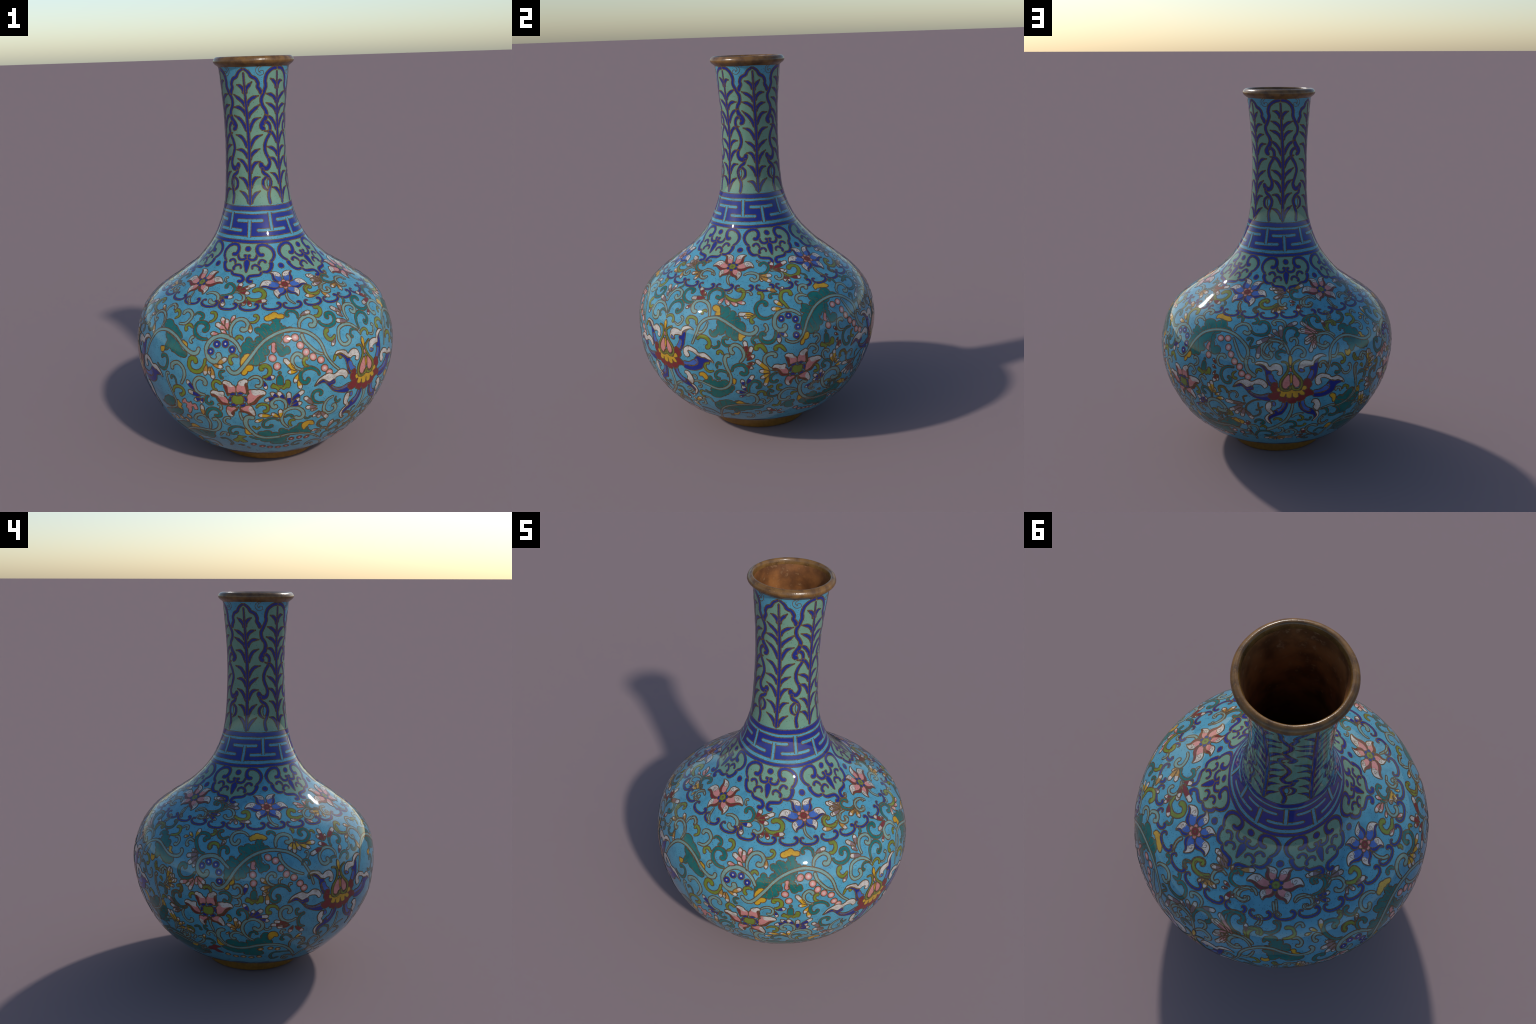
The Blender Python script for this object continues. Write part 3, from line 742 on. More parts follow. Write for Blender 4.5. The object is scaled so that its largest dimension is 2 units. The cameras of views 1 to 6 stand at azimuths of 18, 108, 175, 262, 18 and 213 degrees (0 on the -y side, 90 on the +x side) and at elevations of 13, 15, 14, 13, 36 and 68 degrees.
drop(MAUVE, WHITE, (-179.5, 978), (-190.9, 982))
drop(MAUVE, WHITE, (-179.2, 963), (-186.9, 972))
drop(MAUVE, WHITE, (179.5, 959), (173.3, 944))
drop(AMBER, WHITE, (175.4, 909), (172.4, 892))
drop(AMBER, WHITE, (176.5, 913), (177, 887))
drop(AMBER, WHITE, (178, 915), (182.4, 906))
drop(AMBER, WHITE, (-175.6, 965), (-175.5, 980))
drop(AMBER, WHITE, (-170.5, 979), (-161.7, 993))
drop(RED, WHITE, (-171.8, 928), (-175.8, 934))
drop(RED, WHITE, (-172.4, 922), (-175.4, 917))
drop(RED, WHITE, (-170.2, 919), (-171.2, 892))
drop(RED, WHITE, (-168.3, 918), (-168.7, 904))
drop(NAVY, WHITE, (-123.1, 918), (-118.5, 918))
drop(NAVY, WHITE, (-124.3, 909), (-120, 897))
drop(MAUVE, WHITE, (-119.8, 974), (-127.7, 981))
drop(MAUVE, WHITE, (-120.9, 974), (-129.7, 979))
drop(NAVY, WHITE, (-127, 918), (-125.6, 899))
drop(NAVY, WHITE, (-125.2, 915), (-121, 898))
drop(NAVY, WHITE, (-125.3, 919), (-118.5, 918))
drop(MAUVE, WHITE, (-117.2, 953), (-115.3, 968))
drop(MAUVE, WHITE, (-114.7, 954), (-108.1, 964))
drop(MAUVE, WHITE, (-115.4, 952), (-107.1, 946))
drop(MAUVE, WHITE, (-109.4, 906), (-111.3, 892))
drop(MAUVE, WHITE, (-108.7, 907), (-106.8, 888))
drop(MAUVE, WHITE, (-105.4, 899), (-98.9, 898))
drop(PINK, WHITE, (-59.9, 944), (-66.5, 956))
drop(PINK, WHITE, (-59.1, 937), (-65.6, 944))
drop(PINK, WHITE, (-63.3, 927), (-66.9, 922))
drop(PINK, WHITE, (-57.5, 940), (-56.7, 960))
drop(YELLOW, WHITE, (-51.1, 910), (-58.7, 915))
drop(YELLOW, WHITE, (-52, 906), (-56.4, 897))
drop(YELLOW, WHITE, (-50.6, 900), (-50.3, 885))
drop(PINK, WHITE, (-70, 895), (-74.7, 899))
drop(PINK, WHITE, (-64.5, 893), (-61.6, 878))

# lotus scrolls of the belly, front third
cell(TEAL, (7.9, 642), (7.3, 678), (7.7, 720), (8.1, 748), (9.2, 756), (9.4, 770), (10.8, 773), (12.1, 758), (13.5, 755), (13.2, 767), (14.9, 776), (15, 785), (12.9, 794), (12.7, 806), (15.1, 809), (15.5, 820), (17.4, 821), (19.4, 814), (20.6, 824), (20.4, 838), (23.8, 838), (23.7, 824), (24.9, 811), (26.9, 803), (29.5, 801), (29.3, 791), (25.4, 786), (24.1, 771), (23.7, 747), (25, 725), (26.5, 733), (27.4, 721), (27.2, 704), (25.7, 700), (23.6, 692), (22.5, 705), (22, 734), (21.8, 750), (20.7, 753), (19.7, 747), (18.4, 739), (18.3, 726), (19, 717), (18.4, 702), (17.2, 698), (17.4, 680), (16.2, 671), (15.1, 668), (14.1, 656), (12.5, 656), (11.2, 653), (9.7, 637), kind="leaf")
cell(YELLOW, (20.4, 836), (18.4, 831), (16.9, 835), (16.7, 845), (18.4, 852), (19.8, 856), (21.5, 862), (23.4, 854), (25.9, 851), (25.9, 839), (23.8, 837), (22.2, 841), kind="leaf_tip", base=0.00046)
cell(YELLOW, (7.5, 652), (7.5, 678), (8.5, 696), (9.5, 706), (11.1, 706), (11.1, 694), (9.9, 671), (8.7, 653), kind="leaf_tip", base=0.00046)
cell(YELLOW, (10, 656), (11.2, 658), (12.1, 656), (12.3, 643), (11.4, 631), (10.1, 629), (9.5, 616), (8.3, 610), (7.5, 618), (8.8, 642), kind="leaf_tip", base=0.00046)
cell(PINK, (19.9, 747), (20.9, 752), (21.7, 746), (21.4, 730), (21.7, 715), (20.7, 707), (19.8, 716), (20, 733), kind="bead", base=0.00046)
cell(TEAL, (-32.6, 766), (-34.1, 791), (-31, 803), (-27.5, 790), (-23.1, 771), (-20.3, 749), (-21.1, 734), (-26.2, 752), (-32.8, 759), kind="leaf")
cell(TEAL, (-30.4, 750), (-23.3, 729), (-19, 695), (-16.3, 679), (-17.8, 661), (-23.2, 672), (-26.3, 687), (-29.2, 672), (-28.6, 718), kind="leaf")
cell(YELLOW, (-19.8, 736), (-17, 727), (-16.5, 700), (-18.8, 710), kind="leaf_tip", base=0.00046)
cell(YELLOW, (-32.2, 680), (-29.5, 687), (-29.7, 664), (-31.5, 659), kind="leaf_tip", base=0.00046)
cell(TEAL, (7.9, 273), (9.8, 270), (11.4, 266), (15.8, 259), (21.4, 262), (26.9, 272), (25.7, 252), (25.7, 230), (27.6, 221), (25.7, 210), (21.7, 210), (18.6, 218), (18, 233), (14.5, 235), (12.9, 249), (10.2, 255), kind="leaf")
cell(TEAL, (12.2, 295), (14, 311), (14.7, 309), (17.1, 314), (18.1, 310), (18.6, 293), (20.2, 302), (21.5, 297), (22.3, 298), (22.3, 322), (23.3, 326), (24.9, 315), (26.6, 304), (28.8, 324), (30.3, 333), (31, 348), (32.3, 349), (33.8, 337), (34.6, 320), (36.1, 297), (38, 270), (32.4, 282), (26.7, 284), (21.3, 273), (15.8, 270), kind="leaf")
cell(YELLOW, (33.1, 306), (32.2, 334), (33.3, 350), (35.4, 355), (37.4, 348), (38.4, 327), (37.7, 322), (35.8, 330), (34.7, 314), (33.8, 300), kind="leaf_tip", base=0.00046)
cell(YELLOW, (7.1, 332), (7.8, 321), (8.6, 302), (9.8, 291), (7.8, 286), (6.6, 293), (6.6, 313), kind="leaf_tip", base=0.00046)
cell(OLIVE, (-1, 237), (1.7, 259), (2.7, 277), (4.3, 275), (6.5, 272), (5.5, 263), (4.2, 257), (6.4, 232), (3.8, 225), (2.3, 237), (1.3, 222), (-0.1, 229), kind="cloud", base=0.00046)
cell(PINK, (-21.2, 439), (-19.1, 457), (-18.6, 440), (-17, 441), (-16.2, 448), (-15.9, 434), (-14.1, 439), (-13.4, 419), (-13.9, 408), (-15.5, 407), (-15.4, 420), (-16.4, 417), (-17, 396), (-18.8, 374), (-19.5, 382), (-18.9, 397), (-19.8, 408), (-19, 423), (-19.8, 430), (-21.2, 426), kind="cloud", base=0.00046)
cell(YELLOW, (-22.1, 298), (-19.8, 306), (-17.1, 292), (-20.6, 280), (-22.8, 277), kind="leaf_tip", base=0.00046)
cell(TEAL, (-30.3, 228), (-20.5, 265), (-12.8, 276), (-9.1, 282), (-10.2, 263), (-10.4, 246), (-14.2, 221), (-16.3, 228), (-20.1, 224), (-24.6, 229), kind="leaf")
cell(TEAL, (-36.8, 256), (-30.5, 286), (-25.4, 302), (-22.6, 297), (-22.9, 280), (-30.3, 236), (-32.5, 243), kind="leaf")
cell(TEAL, (-34.7, 403), (-30.8, 437), (-28.2, 442), (-26.1, 436), (-27, 405), (-29.6, 386), (-33, 380), (-35.6, 383), kind="leaf")
cell(YELLOW, (-24, 437), (-23, 424), (-22, 418), (-23.1, 401), (-22.7, 386), (-25.2, 388), (-25.1, 404), kind="leaf_tip", base=0.00046)
cell(TEAL, (-37.6, 338), (-32.2, 359), (-26.3, 381), (-22.9, 382), (-24.9, 351), (-28.3, 335), (-31.7, 336), (-37.7, 316), kind="leaf")
cell(YELLOW, (-26.3, 190), (-22.9, 207), (-23.9, 174), (-27, 161), kind="leaf_tip", base=0.00046)
cell(OLIVE, (-25.2, 155), (-21.9, 165), (-22.5, 148), (-28.4, 123), kind="cloud", base=0.00046)
wire_line((20.7, 792), (19.2, 802))
wire_line((18, 777), (16.2, 794))
wire_line((13.6, 738), (11.7, 739), (10.7, 748))
wire_line((12.9, 720), (11.1, 718), (10.1, 720))
wire_line((14.3, 715), (14.4, 701), (15.2, 693))
wire_line((16.4, 739), (16.8, 720))
wire_line((12.4, 691), (12.6, 671))
wire_line((22.3, 772), (22.1, 757))
wire_line((-31, 219), (-25.3, 213))
wire_line((-21, 263), (-17.5, 242))
wire_line((-16.8, 271), (-14.5, 251))
wire_line((-13.3, 274), (-12.3, 257))
scroll(SAGE, 10, (48, 592), (45.4, 620), (43.3, 652), (42.1, 680), (41.5, 707), (40.4, 736), (38.3, 761), (35.6, 779), (32.1, 790), (28.8, 795), (25.5, 793), (21.4, 782), (17.3, 761), (14.3, 732), (12.2, 703), (9.9, 671), (7.4, 637), (5.7, 621), (3.8, 620), (2.4, 635), (2.1, 649))
scroll(SAGE, 9, (32.8, 777), (33.7, 749), (35.8, 721), (38.4, 694), (41.3, 679))
scroll(SAGE, 11, (2.9, 771), (2, 792), (2, 813), (3.3, 832), (5.6, 839), (7.9, 834), (9.3, 820), (9, 805), (7.6, 800), (6.2, 807))
scroll(OLIVE, 8, (9.9, 827), (11.8, 827), (13.3, 835), (13.7, 845), (12.5, 852), (11.5, 848))
scroll(OLIVE, 9, (5.2, 761), (5.4, 772), (6.5, 775), (7.6, 768), (7.7, 761))
scroll(OLIVE, 10, (4.3, 662), (3.5, 664), (3, 676), (3.3, 691), (4.8, 698), (6.5, 692))
scroll(TEAL, 9, (28.3, 842), (27.3, 851), (28.1, 860), (30.5, 861), (32.5, 851), (32.8, 830))
scroll(SAGE, 13, (7.7, 711), (5.5, 747), (1.7, 770), (-2.6, 774), (-5.8, 755), (-7.3, 721), (-6, 677), (-3.2, 664), (-1.4, 684), (-2.3, 705))
scroll(SAGE, 10, (-43.5, 615), (-40.5, 687), (-36.4, 743), (-30.5, 760), (-23.9, 746), (-18.8, 713), (-14.3, 689), (-11.6, 694), (-10.8, 719))
scroll(SAGE, 12, (32.4, 797), (32.9, 818), (34.8, 832), (37.7, 838), (40, 829), (40.5, 814), (39.5, 802), (38.1, 802), (37.7, 811))
scroll(OLIVE, 12, (40.8, 835), (42.8, 832), (44.7, 843), (45, 858), (43.6, 865), (42.1, 861))
scroll(TEAL, 11, (42, 814), (43.6, 797), (46.5, 788), (49.7, 796), (50.9, 817), (50, 833), (47.6, 833), (47, 823), (48.2, 820))
scroll(OLIVE, 11, (45.8, 771), (44.5, 773), (43.7, 759), (44.6, 741), (46.2, 735), (48.4, 750))
scroll(SAGE, 10, (61.9, 728), (60.5, 754), (57.9, 774), (54.8, 781), (51.4, 773), (50.2, 754), (49.8, 728), (51, 705), (53.3, 700), (55.1, 711), (54.8, 730), (53.7, 735))
scroll(TEAL, 7, (61.2, 740), (59.6, 751), (57.5, 753), (56.3, 741), (56.7, 725), (57.7, 725))
scroll(SAGE, 10, (57.9, 791), (57.5, 819), (58.9, 842), (61.4, 849), (64.3, 844), (65.4, 828), (63.9, 814), (62.3, 820), (62.6, 829))
scroll(TEAL, 8, (60.1, 856), (62.2, 864), (62.1, 878), (60.2, 883))
scroll(TEAL, 10, (62.3, 745), (62.3, 777), (63.6, 798), (66.8, 808), (69.4, 797), (70.2, 775), (68.2, 758), (67.2, 765), (68.2, 770))
scroll(OLIVE, 8, (61.8, 719), (63.2, 735), (65.6, 738), (66.8, 723), (66.3, 706))
scroll(SAGE, 7, (67.5, 712), (69.9, 702), (71.8, 717), (72.4, 736), (70.9, 744))
scroll(SAGE, 10, (31.9, 674), (31.5, 690), (29.8, 697), (28.2, 683), (27.9, 661), (28.8, 639), (30.8, 626), (32, 621))
scroll(OLIVE, 9, (34.5, 670), (33.4, 674), (32.5, 663), (32.8, 644), (34.4, 636))
scroll(TEAL, 11, (38.8, 585), (37.9, 609), (35.6, 626), (33.2, 627), (31.2, 614), (30.6, 593), (31.3, 568), (32.9, 560), (33.9, 572), (33.2, 581))
scroll(TEAL, 9, (39, 484), (39.8, 497), (38.8, 510), (36.9, 510), (35.8, 492), (36.4, 464), (38.6, 448), (41.2, 446))
scroll(SAGE, 10, (45.7, 468), (43, 455), (41.7, 431), (41.8, 402), (43.6, 381), (46, 377), (47.7, 395), (46.7, 418), (45.6, 411))
scroll(TEAL, 7, (46.9, 463), (46.8, 445), (48.2, 429), (49.5, 440))
scroll(TEAL, 7, (36.1, 383), (35.4, 374), (34.2, 370), (32.9, 381))
scroll(TEAL, 8, (44, 337), (42.1, 341), (40.8, 325), (41.1, 301))
scroll(SAGE, 7, (48, 255), (46.7, 275), (43.9, 281), (42, 263), (42.8, 258), (43.5, 266))
scroll(TEAL, 7, (47.5, 281), (48.2, 305), (50.9, 307), (53, 299), (53, 284))
scroll(SAGE, 6, (55, 325), (53.7, 323), (53, 343), (54.6, 351), (57.2, 342), (58.6, 322))
scroll(TEAL, 6, (58.4, 341), (58.6, 361), (60.4, 364))
scroll(OLIVE, 9, (45.4, 638), (46.6, 663), (48, 666), (48.9, 653), (48.8, 642))
scroll(SAGE, 9, (10.1, 587), (11.9, 601), (13.7, 603), (15.1, 591), (15.2, 572), (14.4, 559), (13.3, 560), (13, 566))
scroll(OLIVE, 12, (15.9, 631), (15.5, 647), (17.1, 654), (18.6, 643), (18.7, 622), (17.7, 606), (15.7, 600))
scroll(SAGE, 11, (24.6, 436), (24.8, 463), (23.8, 485), (21.8, 495), (19.7, 488), (19, 468), (19.9, 452), (21.3, 460))
scroll(SAGE, 11, (26.2, 324), (23.8, 357), (23.1, 389), (23.9, 421), (26, 438), (29.1, 440), (31.7, 420), (32.4, 393), (31.2, 378), (29.4, 384), (29.3, 395))
scroll(TEAL, 8, (22.2, 373), (20.1, 389), (17.6, 387), (15.4, 367), (15.2, 341), (16.9, 335), (18.7, 343), (18.3, 355))
scroll(OLIVE, 7, (13.7, 342), (12.3, 326), (11.1, 334), (10.9, 345))
scroll(OLIVE, 9, (12.7, 449), (13.7, 464), (15.3, 469), (17.1, 463), (17.5, 444), (16.6, 431), (15.4, 433))
scroll(TEAL, 8, (24.4, 391), (25.9, 403), (27.3, 398), (27.9, 387))
scroll(OLIVE, 8, (27.7, 333), (26.6, 350), (27, 371), (29, 371))
scroll(SAGE, 8, (1.4, 384), (-0, 389), (-1.6, 377), (-1.8, 355), (0.6, 342))
scroll(TEAL, 9, (6.4, 328), (4.2, 337), (1.1, 330), (-0.9, 308), (-0.5, 285), (1.8, 288), (2.7, 305))
scroll(SAGE, 12, (11.6, 388), (10.2, 398), (8.5, 394), (7.6, 369), (8, 336), (9.5, 306), (11.8, 279), (15.8, 266), (21.3, 268), (26.8, 280), (32.5, 278), (37.8, 262))
scroll(TEAL, 8, (-7.7, 237), (-4.9, 243), (-2.9, 229), (-2.5, 205), (-4.4, 185))
scroll(SAGE, 7, (-7, 260), (-4.6, 286), (-2.5, 286), (-2.3, 274), (-3.4, 268))
scroll(SAGE, 8, (5.8, 428), (6, 402), (6.6, 379))
scroll(SAGE, 11, (-8.5, 545), (-7.9, 563), (-9, 577), (-11.2, 576), (-13, 553), (-13, 522), (-11.4, 502), (-8.2, 496))
scroll(TEAL, 9, (-6.7, 496), (-8, 488), (-8.6, 466), (-7.4, 453), (-5.8, 459), (-6.2, 470))
scroll(OLIVE, 9, (-1.6, 559), (-1.6, 568), (-3.3, 575), (-4.6, 559), (-4.3, 537), (-2.8, 529))
scroll(SAGE, 8, (-3.5, 456), (-2.3, 455), (-1.9, 440), (-2.8, 430))
scroll(TEAL, 11, (-9.9, 367), (-9.4, 398), (-7.4, 425), (-4.9, 431), (-3, 417), (-3.1, 397), (-4.8, 391), (-5.6, 399))
scroll(SAGE, 10, (-10.9, 297), (-9.4, 339), (-10.3, 373), (-12.6, 384), (-15.5, 370), (-17.2, 344), (-15.7, 333), (-13.9, 338))
scroll(SAGE, 10, (-7.5, 361), (-5.6, 372), (-4.5, 349), (-5.9, 313), (-9.1, 290), (-12.4, 286), (-17.6, 282), (-24.1, 264), (-30.3, 232))
scroll(SAGE, 7, (-26.4, 562), (-27.6, 566), (-28.3, 552), (-27.7, 516), (-26.8, 489), (-25.8, 459), (-25.1, 424), (-26.4, 394), (-30.4, 373), (-34.3, 375), (-37.1, 391))
scroll(OLIVE, 10, (-25.4, 472), (-24.5, 499), (-21.9, 512), (-19.7, 506), (-19.1, 487), (-21.1, 470), (-21.2, 479))
scroll(TEAL, 7, (-22.7, 519), (-23, 547), (-24.2, 558), (-25.4, 552), (-25.4, 540))
scroll(OLIVE, 12, (-11.9, 643), (-12.3, 663), (-14.5, 663), (-15.2, 629), (-13.4, 608), (-10.5, 609), (-8.3, 634), (-7.5, 674))
scroll(SAGE, 11, (-24, 591), (-24.4, 613), (-21.3, 631), (-18.4, 612), (-17.8, 576), (-20, 529))
scroll(TEAL, 9, (-30.8, 629), (-30.3, 645), (-27.7, 644), (-27.2, 616), (-28.9, 582), (-32.1, 580), (-34.2, 596))
scroll(TEAL, 8, (0.9, 627), (-1.1, 618), (-1.2, 597), (0.1, 591))
scroll(OLIVE, 9, (-45.6, 856), (-48.4, 856), (-49.2, 838), (-48.8, 819), (-45.2, 807))
scroll(SAGE, 9, (-34.5, 759), (-34.9, 788), (-37.1, 814), (-40.3, 821), (-43, 812), (-43.4, 792), (-41.6, 779), (-40.6, 787))
scroll(SAGE, 9, (-37.6, 823), (-37.7, 842), (-35.6, 856), (-32.6, 850), (-32.8, 840))
scroll(OLIVE, 9, (-29.1, 810), (-27.3, 823), (-28.4, 837), (-30.8, 841), (-30.9, 830))
scroll(SAGE, 10, (-24.9, 796), (-21.3, 802), (-19.7, 822), (-20, 838), (-22.8, 849), (-25.2, 844), (-24.7, 832))
scroll(TEAL, 9, (-18.7, 837), (-17.4, 848), (-14.4, 844), (-13.4, 831), (-14.9, 827))
scroll(OLIVE, 9, (-18.9, 775), (-20.2, 791), (-18.6, 801), (-16.2, 791))
scroll(TEAL, 11, (-7.4, 756), (-10.7, 755), (-13.8, 769), (-15.2, 792), (-14.4, 813), (-11.2, 816), (-9.1, 801), (-9.5, 789), (-11.2, 792))
scroll(SAGE, 9, (-14.3, 731), (-15.7, 740), (-15.2, 754), (-14, 756))
scroll(OLIVE, 9, (-9.4, 820), (-7.5, 829), (-7, 843), (-8.2, 854), (-9.8, 855), (-10.2, 850))
scroll(TEAL, 8, (43.9, 335), (41.7, 343), (40.4, 332), (40.6, 314), (43.1, 292))
scroll(SAGE, 7, (47.2, 260), (45.8, 280), (43.3, 286), (41.4, 265), (42.1, 257), (43.5, 263))
scroll(TEAL, 7, (46.9, 200), (45.6, 240), (48.5, 253), (51.9, 256), (54.5, 249), (55.8, 219), (54.3, 202), (51.7, 212), (52.3, 224))
scroll(TEAL, 6, (47.5, 277), (49.3, 299), (50.5, 310), (53, 301), (52.9, 284))
scroll(SAGE, 9, (60.5, 333), (59.1, 309), (55.5, 282), (52.4, 265), (49.3, 239))
scroll(SAGE, 6, (54.3, 314), (53, 333), (54.2, 347), (57, 339), (58.9, 318), (58.9, 301))
scroll(OLIVE, 5, (58.2, 237), (60.6, 243), (60.8, 258), (59.2, 267))
scroll(OLIVE, 5, (63.6, 279), (62.3, 304), (64.4, 312))
scroll(SAGE, 5, (62.8, 250), (63.4, 270), (66.2, 268), (67.9, 244))
scroll(SAGE, 7, (22.6, 269), (26.2, 281), (31.8, 279), (37.1, 263), (41.1, 241), (44.7, 214))
scroll(TEAL, 7, (34.8, 213), (32.1, 217), (30.2, 201), (30.8, 186), (33.4, 186), (33.9, 195))
scroll(SAGE, 6, (39.1, 166), (39.5, 189), (41.9, 201), (46.9, 184), (50.4, 161), (51.5, 142))
scroll(SAGE, 5, (40.4, 169), (42, 178), (43.8, 168), (42.9, 161))
scroll(SAGE, 5, (-18, 162), (-15.4, 168), (-15.5, 152), (-21.1, 125))
scroll(SAGE, 6, (-20.9, 193), (-15.2, 203), (-12.1, 193), (-12, 156))
scroll(TEAL, 5, (0.7, 196), (2.4, 203), (3.8, 197), (2.3, 192))
scroll(SAGE, 5, (5.2, 184), (5.9, 177), (6.4, 169))
drop(PINK, WHITE, (-3, 780), (-6.9, 780))
drop(PINK, WHITE, (0.6, 783), (-2.5, 797))
drop(PINK, WHITE, (-0.1, 797), (-5.9, 819))
drop(PINK, WHITE, (0.6, 797), (-1.3, 837))
drop(PINK, WHITE, (-1.3, 812), (-3.7, 842))
drop(PINK, WHITE, (1, 825), (2.3, 851))
drop(AMBER, WHITE, (10.3, 821), (10.9, 789))
drop(MAUVE, WHITE, (34, 842), (39.6, 853))
drop(MAUVE, WHITE, (48.1, 737), (45.7, 707))
drop(MAUVE, WHITE, (55.9, 827), (51.2, 855))
drop(MAUVE, WHITE, (56.2, 831), (57.4, 864))
drop(MAUVE, WHITE, (55.9, 809), (53.4, 834))
drop(MAUVE, WHITE, (57, 789), (51.1, 803))
drop(MAUVE, WHITE, (36.3, 447), (32.3, 491))
drop(MAUVE, WHITE, (38.2, 430), (33.1, 434))
drop(MAUVE, WHITE, (38.6, 417), (35.5, 414))
drop(MAUVE, WHITE, (39.3, 402), (36.9, 372))
drop(MAUVE, WHITE, (39.6, 401), (39.9, 360))
drop(MAUVE, WHITE, (40.5, 396), (44.6, 348))
drop(PINK, WHITE, (47.1, 282), (48.3, 325))
drop(PINK, WHITE, (41.6, 284), (38.1, 282))
drop(YELLOW, WHITE, (28.8, 623), (24.6, 681))
drop(YELLOW, WHITE, (29.5, 618), (25.7, 619))
drop(YELLOW, WHITE, (29.9, 607), (28.2, 565))
drop(YELLOW, WHITE, (29.6, 578), (30.9, 532))
drop(NAVY, WHITE, (16.7, 590), (20.6, 603))
drop(NAVY, WHITE, (16.2, 581), (17, 542))
drop(NAVY, WHITE, (20.4, 503), (16.1, 485))
drop(NAVY, WHITE, (21.8, 501), (18.5, 526))
drop(NAVY, WHITE, (24.5, 490), (21.3, 528))
drop(NAVY, WHITE, (26.2, 456), (25.8, 524))
drop(NAVY, WHITE, (27.1, 481), (32.1, 523))
drop(NAVY, WHITE, (27.2, 460), (30.4, 491))
drop(NAVY, WHITE, (26.9, 452), (31.5, 463))
drop(YELLOW, WHITE, (22.7, 393), (22.5, 440))
drop(YELLOW, WHITE, (22, 394), (18.8, 420))
drop(YELLOW, WHITE, (18.6, 405), (13.3, 410))
drop(YELLOW, WHITE, (15.5, 388), (11.7, 371))
drop(NAVY, WHITE, (-13.4, 512), (-16.9, 556))
drop(NAVY, WHITE, (-10.7, 487), (-16.7, 503))
drop(NAVY, WHITE, (-10.6, 475), (-14.4, 460))
drop(NAVY, WHITE, (-9.5, 481), (-11.2, 450))
drop(AMBER, WHITE, (-11.3, 384), (-10.9, 443))
drop(AMBER, WHITE, (-2.3, 652), (1.8, 685))
drop(AMBER, WHITE, (-4.2, 650), (0.2, 642))
drop(AMBER, WHITE, (-6.9, 647), (-7.9, 595))
drop(AMBER, WHITE, (-5.8, 638), (-5.7, 600))
drop(AMBER, WHITE, (-4.9, 639), (-4.2, 582))
drop(AMBER, WHITE, (-39.3, 828), (-42.9, 840))
drop(AMBER, WHITE, (-44.3, 802), (-47.8, 791))
drop(AMBER, WHITE, (-41, 763), (-39.5, 721))
drop(PINK, WHITE, (47, 284), (48.4, 326))
drop(PINK, WHITE, (41.2, 284), (37.9, 281))
drop(PINK, WHITE, (58.5, 194), (50.4, 183))
drop(PINK, WHITE, (60, 188), (63, 147))
drop(PINK, WHITE, (58.9, 201), (66.7, 182))
drop(PINK, WHITE, (61.7, 180), (68.5, 157))
bead(PINK, (26.4, 761), 17, HEART[PINK.name])
bead(PINK, (30, 764), 17, HEART[PINK.name])
bead(PINK, (31.8, 731), 17, HEART[PINK.name])
bead(PINK, (33.9, 700), 17, HEART[PINK.name])
bead(PINK, (36.6, 675), 17, HEART[PINK.name])
bead(PINK, (39.8, 656), 17, HEART[PINK.name])
bead(PINK, (41.1, 616), 17, HEART[PINK.name])
bead(PINK, (43.1, 590), 17, HEART[PINK.name])
bead(PINK, (20.1, 686), 17, HEART[PINK.name])
bead(PINK, (21.7, 649), 17, HEART[PINK.name])
bead(NAVY, (-5.3, 707), 16.5, HEART[NAVY.name])
bead(NAVY, (-2.9, 740), 16.5, HEART[NAVY.name])
bead(NAVY, (0.8, 744), 16.5, HEART[NAVY.name])
bead(NAVY, (3.9, 722), 16.5, HEART[NAVY.name])
bead(RED, (28.4, 245), 13.5, HEART[RED.name])
bead(RED, (32.5, 248), 13.5, HEART[RED.name])
bead(RED, (36.5, 241), 13.5, HEART[RED.name])
bead(RED, (9.3, 212), 13.5, HEART[RED.name])
bead(RED, (13.8, 194), 13.5, HEART[RED.name])
bead(RED, (17.9, 184), 13.5, HEART[RED.name])
bead(RED, (22.5, 180), 13.5, HEART[RED.name])
bead(RED, (26.9, 186), 13.5, HEART[RED.name])
bead(AMBER, (-20.4, 350), 13.5, HEART[AMBER.name])
bead(AMBER, (-23.4, 320), 13.5, HEART[AMBER.name])
bead(AMBER, (-26.8, 324), 13.5, HEART[AMBER.name])
bead(AMBER, (-31.2, 309), 13.5, HEART[AMBER.name])
bead(AMBER, (-36.4, 292), 13.5, HEART[AMBER.name])

# lotus scrolls of the belly, right third
cell(YELLOW, (91.3, 771), (88.9, 770), (89.1, 785), (87.1, 794), (86.8, 806), (88.3, 814), (90.4, 806), (91.1, 786), kind="leaf_tip", base=0.00046)
cell(TEAL, (90.8, 766), (89.6, 805), (90.5, 815), (92.5, 807), (94.8, 808), (95.9, 791), (98.2, 789), (98.9, 769), (100.5, 764), (100.9, 746), (103, 733), (103.1, 703), (100.4, 706), (97.6, 724), (94.3, 744), kind="leaf")
cell(TEAL, (90.1, 747), (90.7, 726), (90.1, 705), (88.3, 692), (87, 702), (87.2, 678), (89.4, 668), (91, 683), (92.8, 682), (94.4, 703), (95.3, 675), (96.8, 671), (97.8, 658), (99.8, 660), (100.4, 682), (99.6, 701), (97.6, 719), (94.3, 739), (91.5, 752), kind="leaf")
cell(YELLOW, (100.1, 684), (100.9, 695), (102.2, 687), (103.4, 679), (102.1, 668), (101.6, 655), (100.3, 657), kind="leaf_tip", base=0.00046)
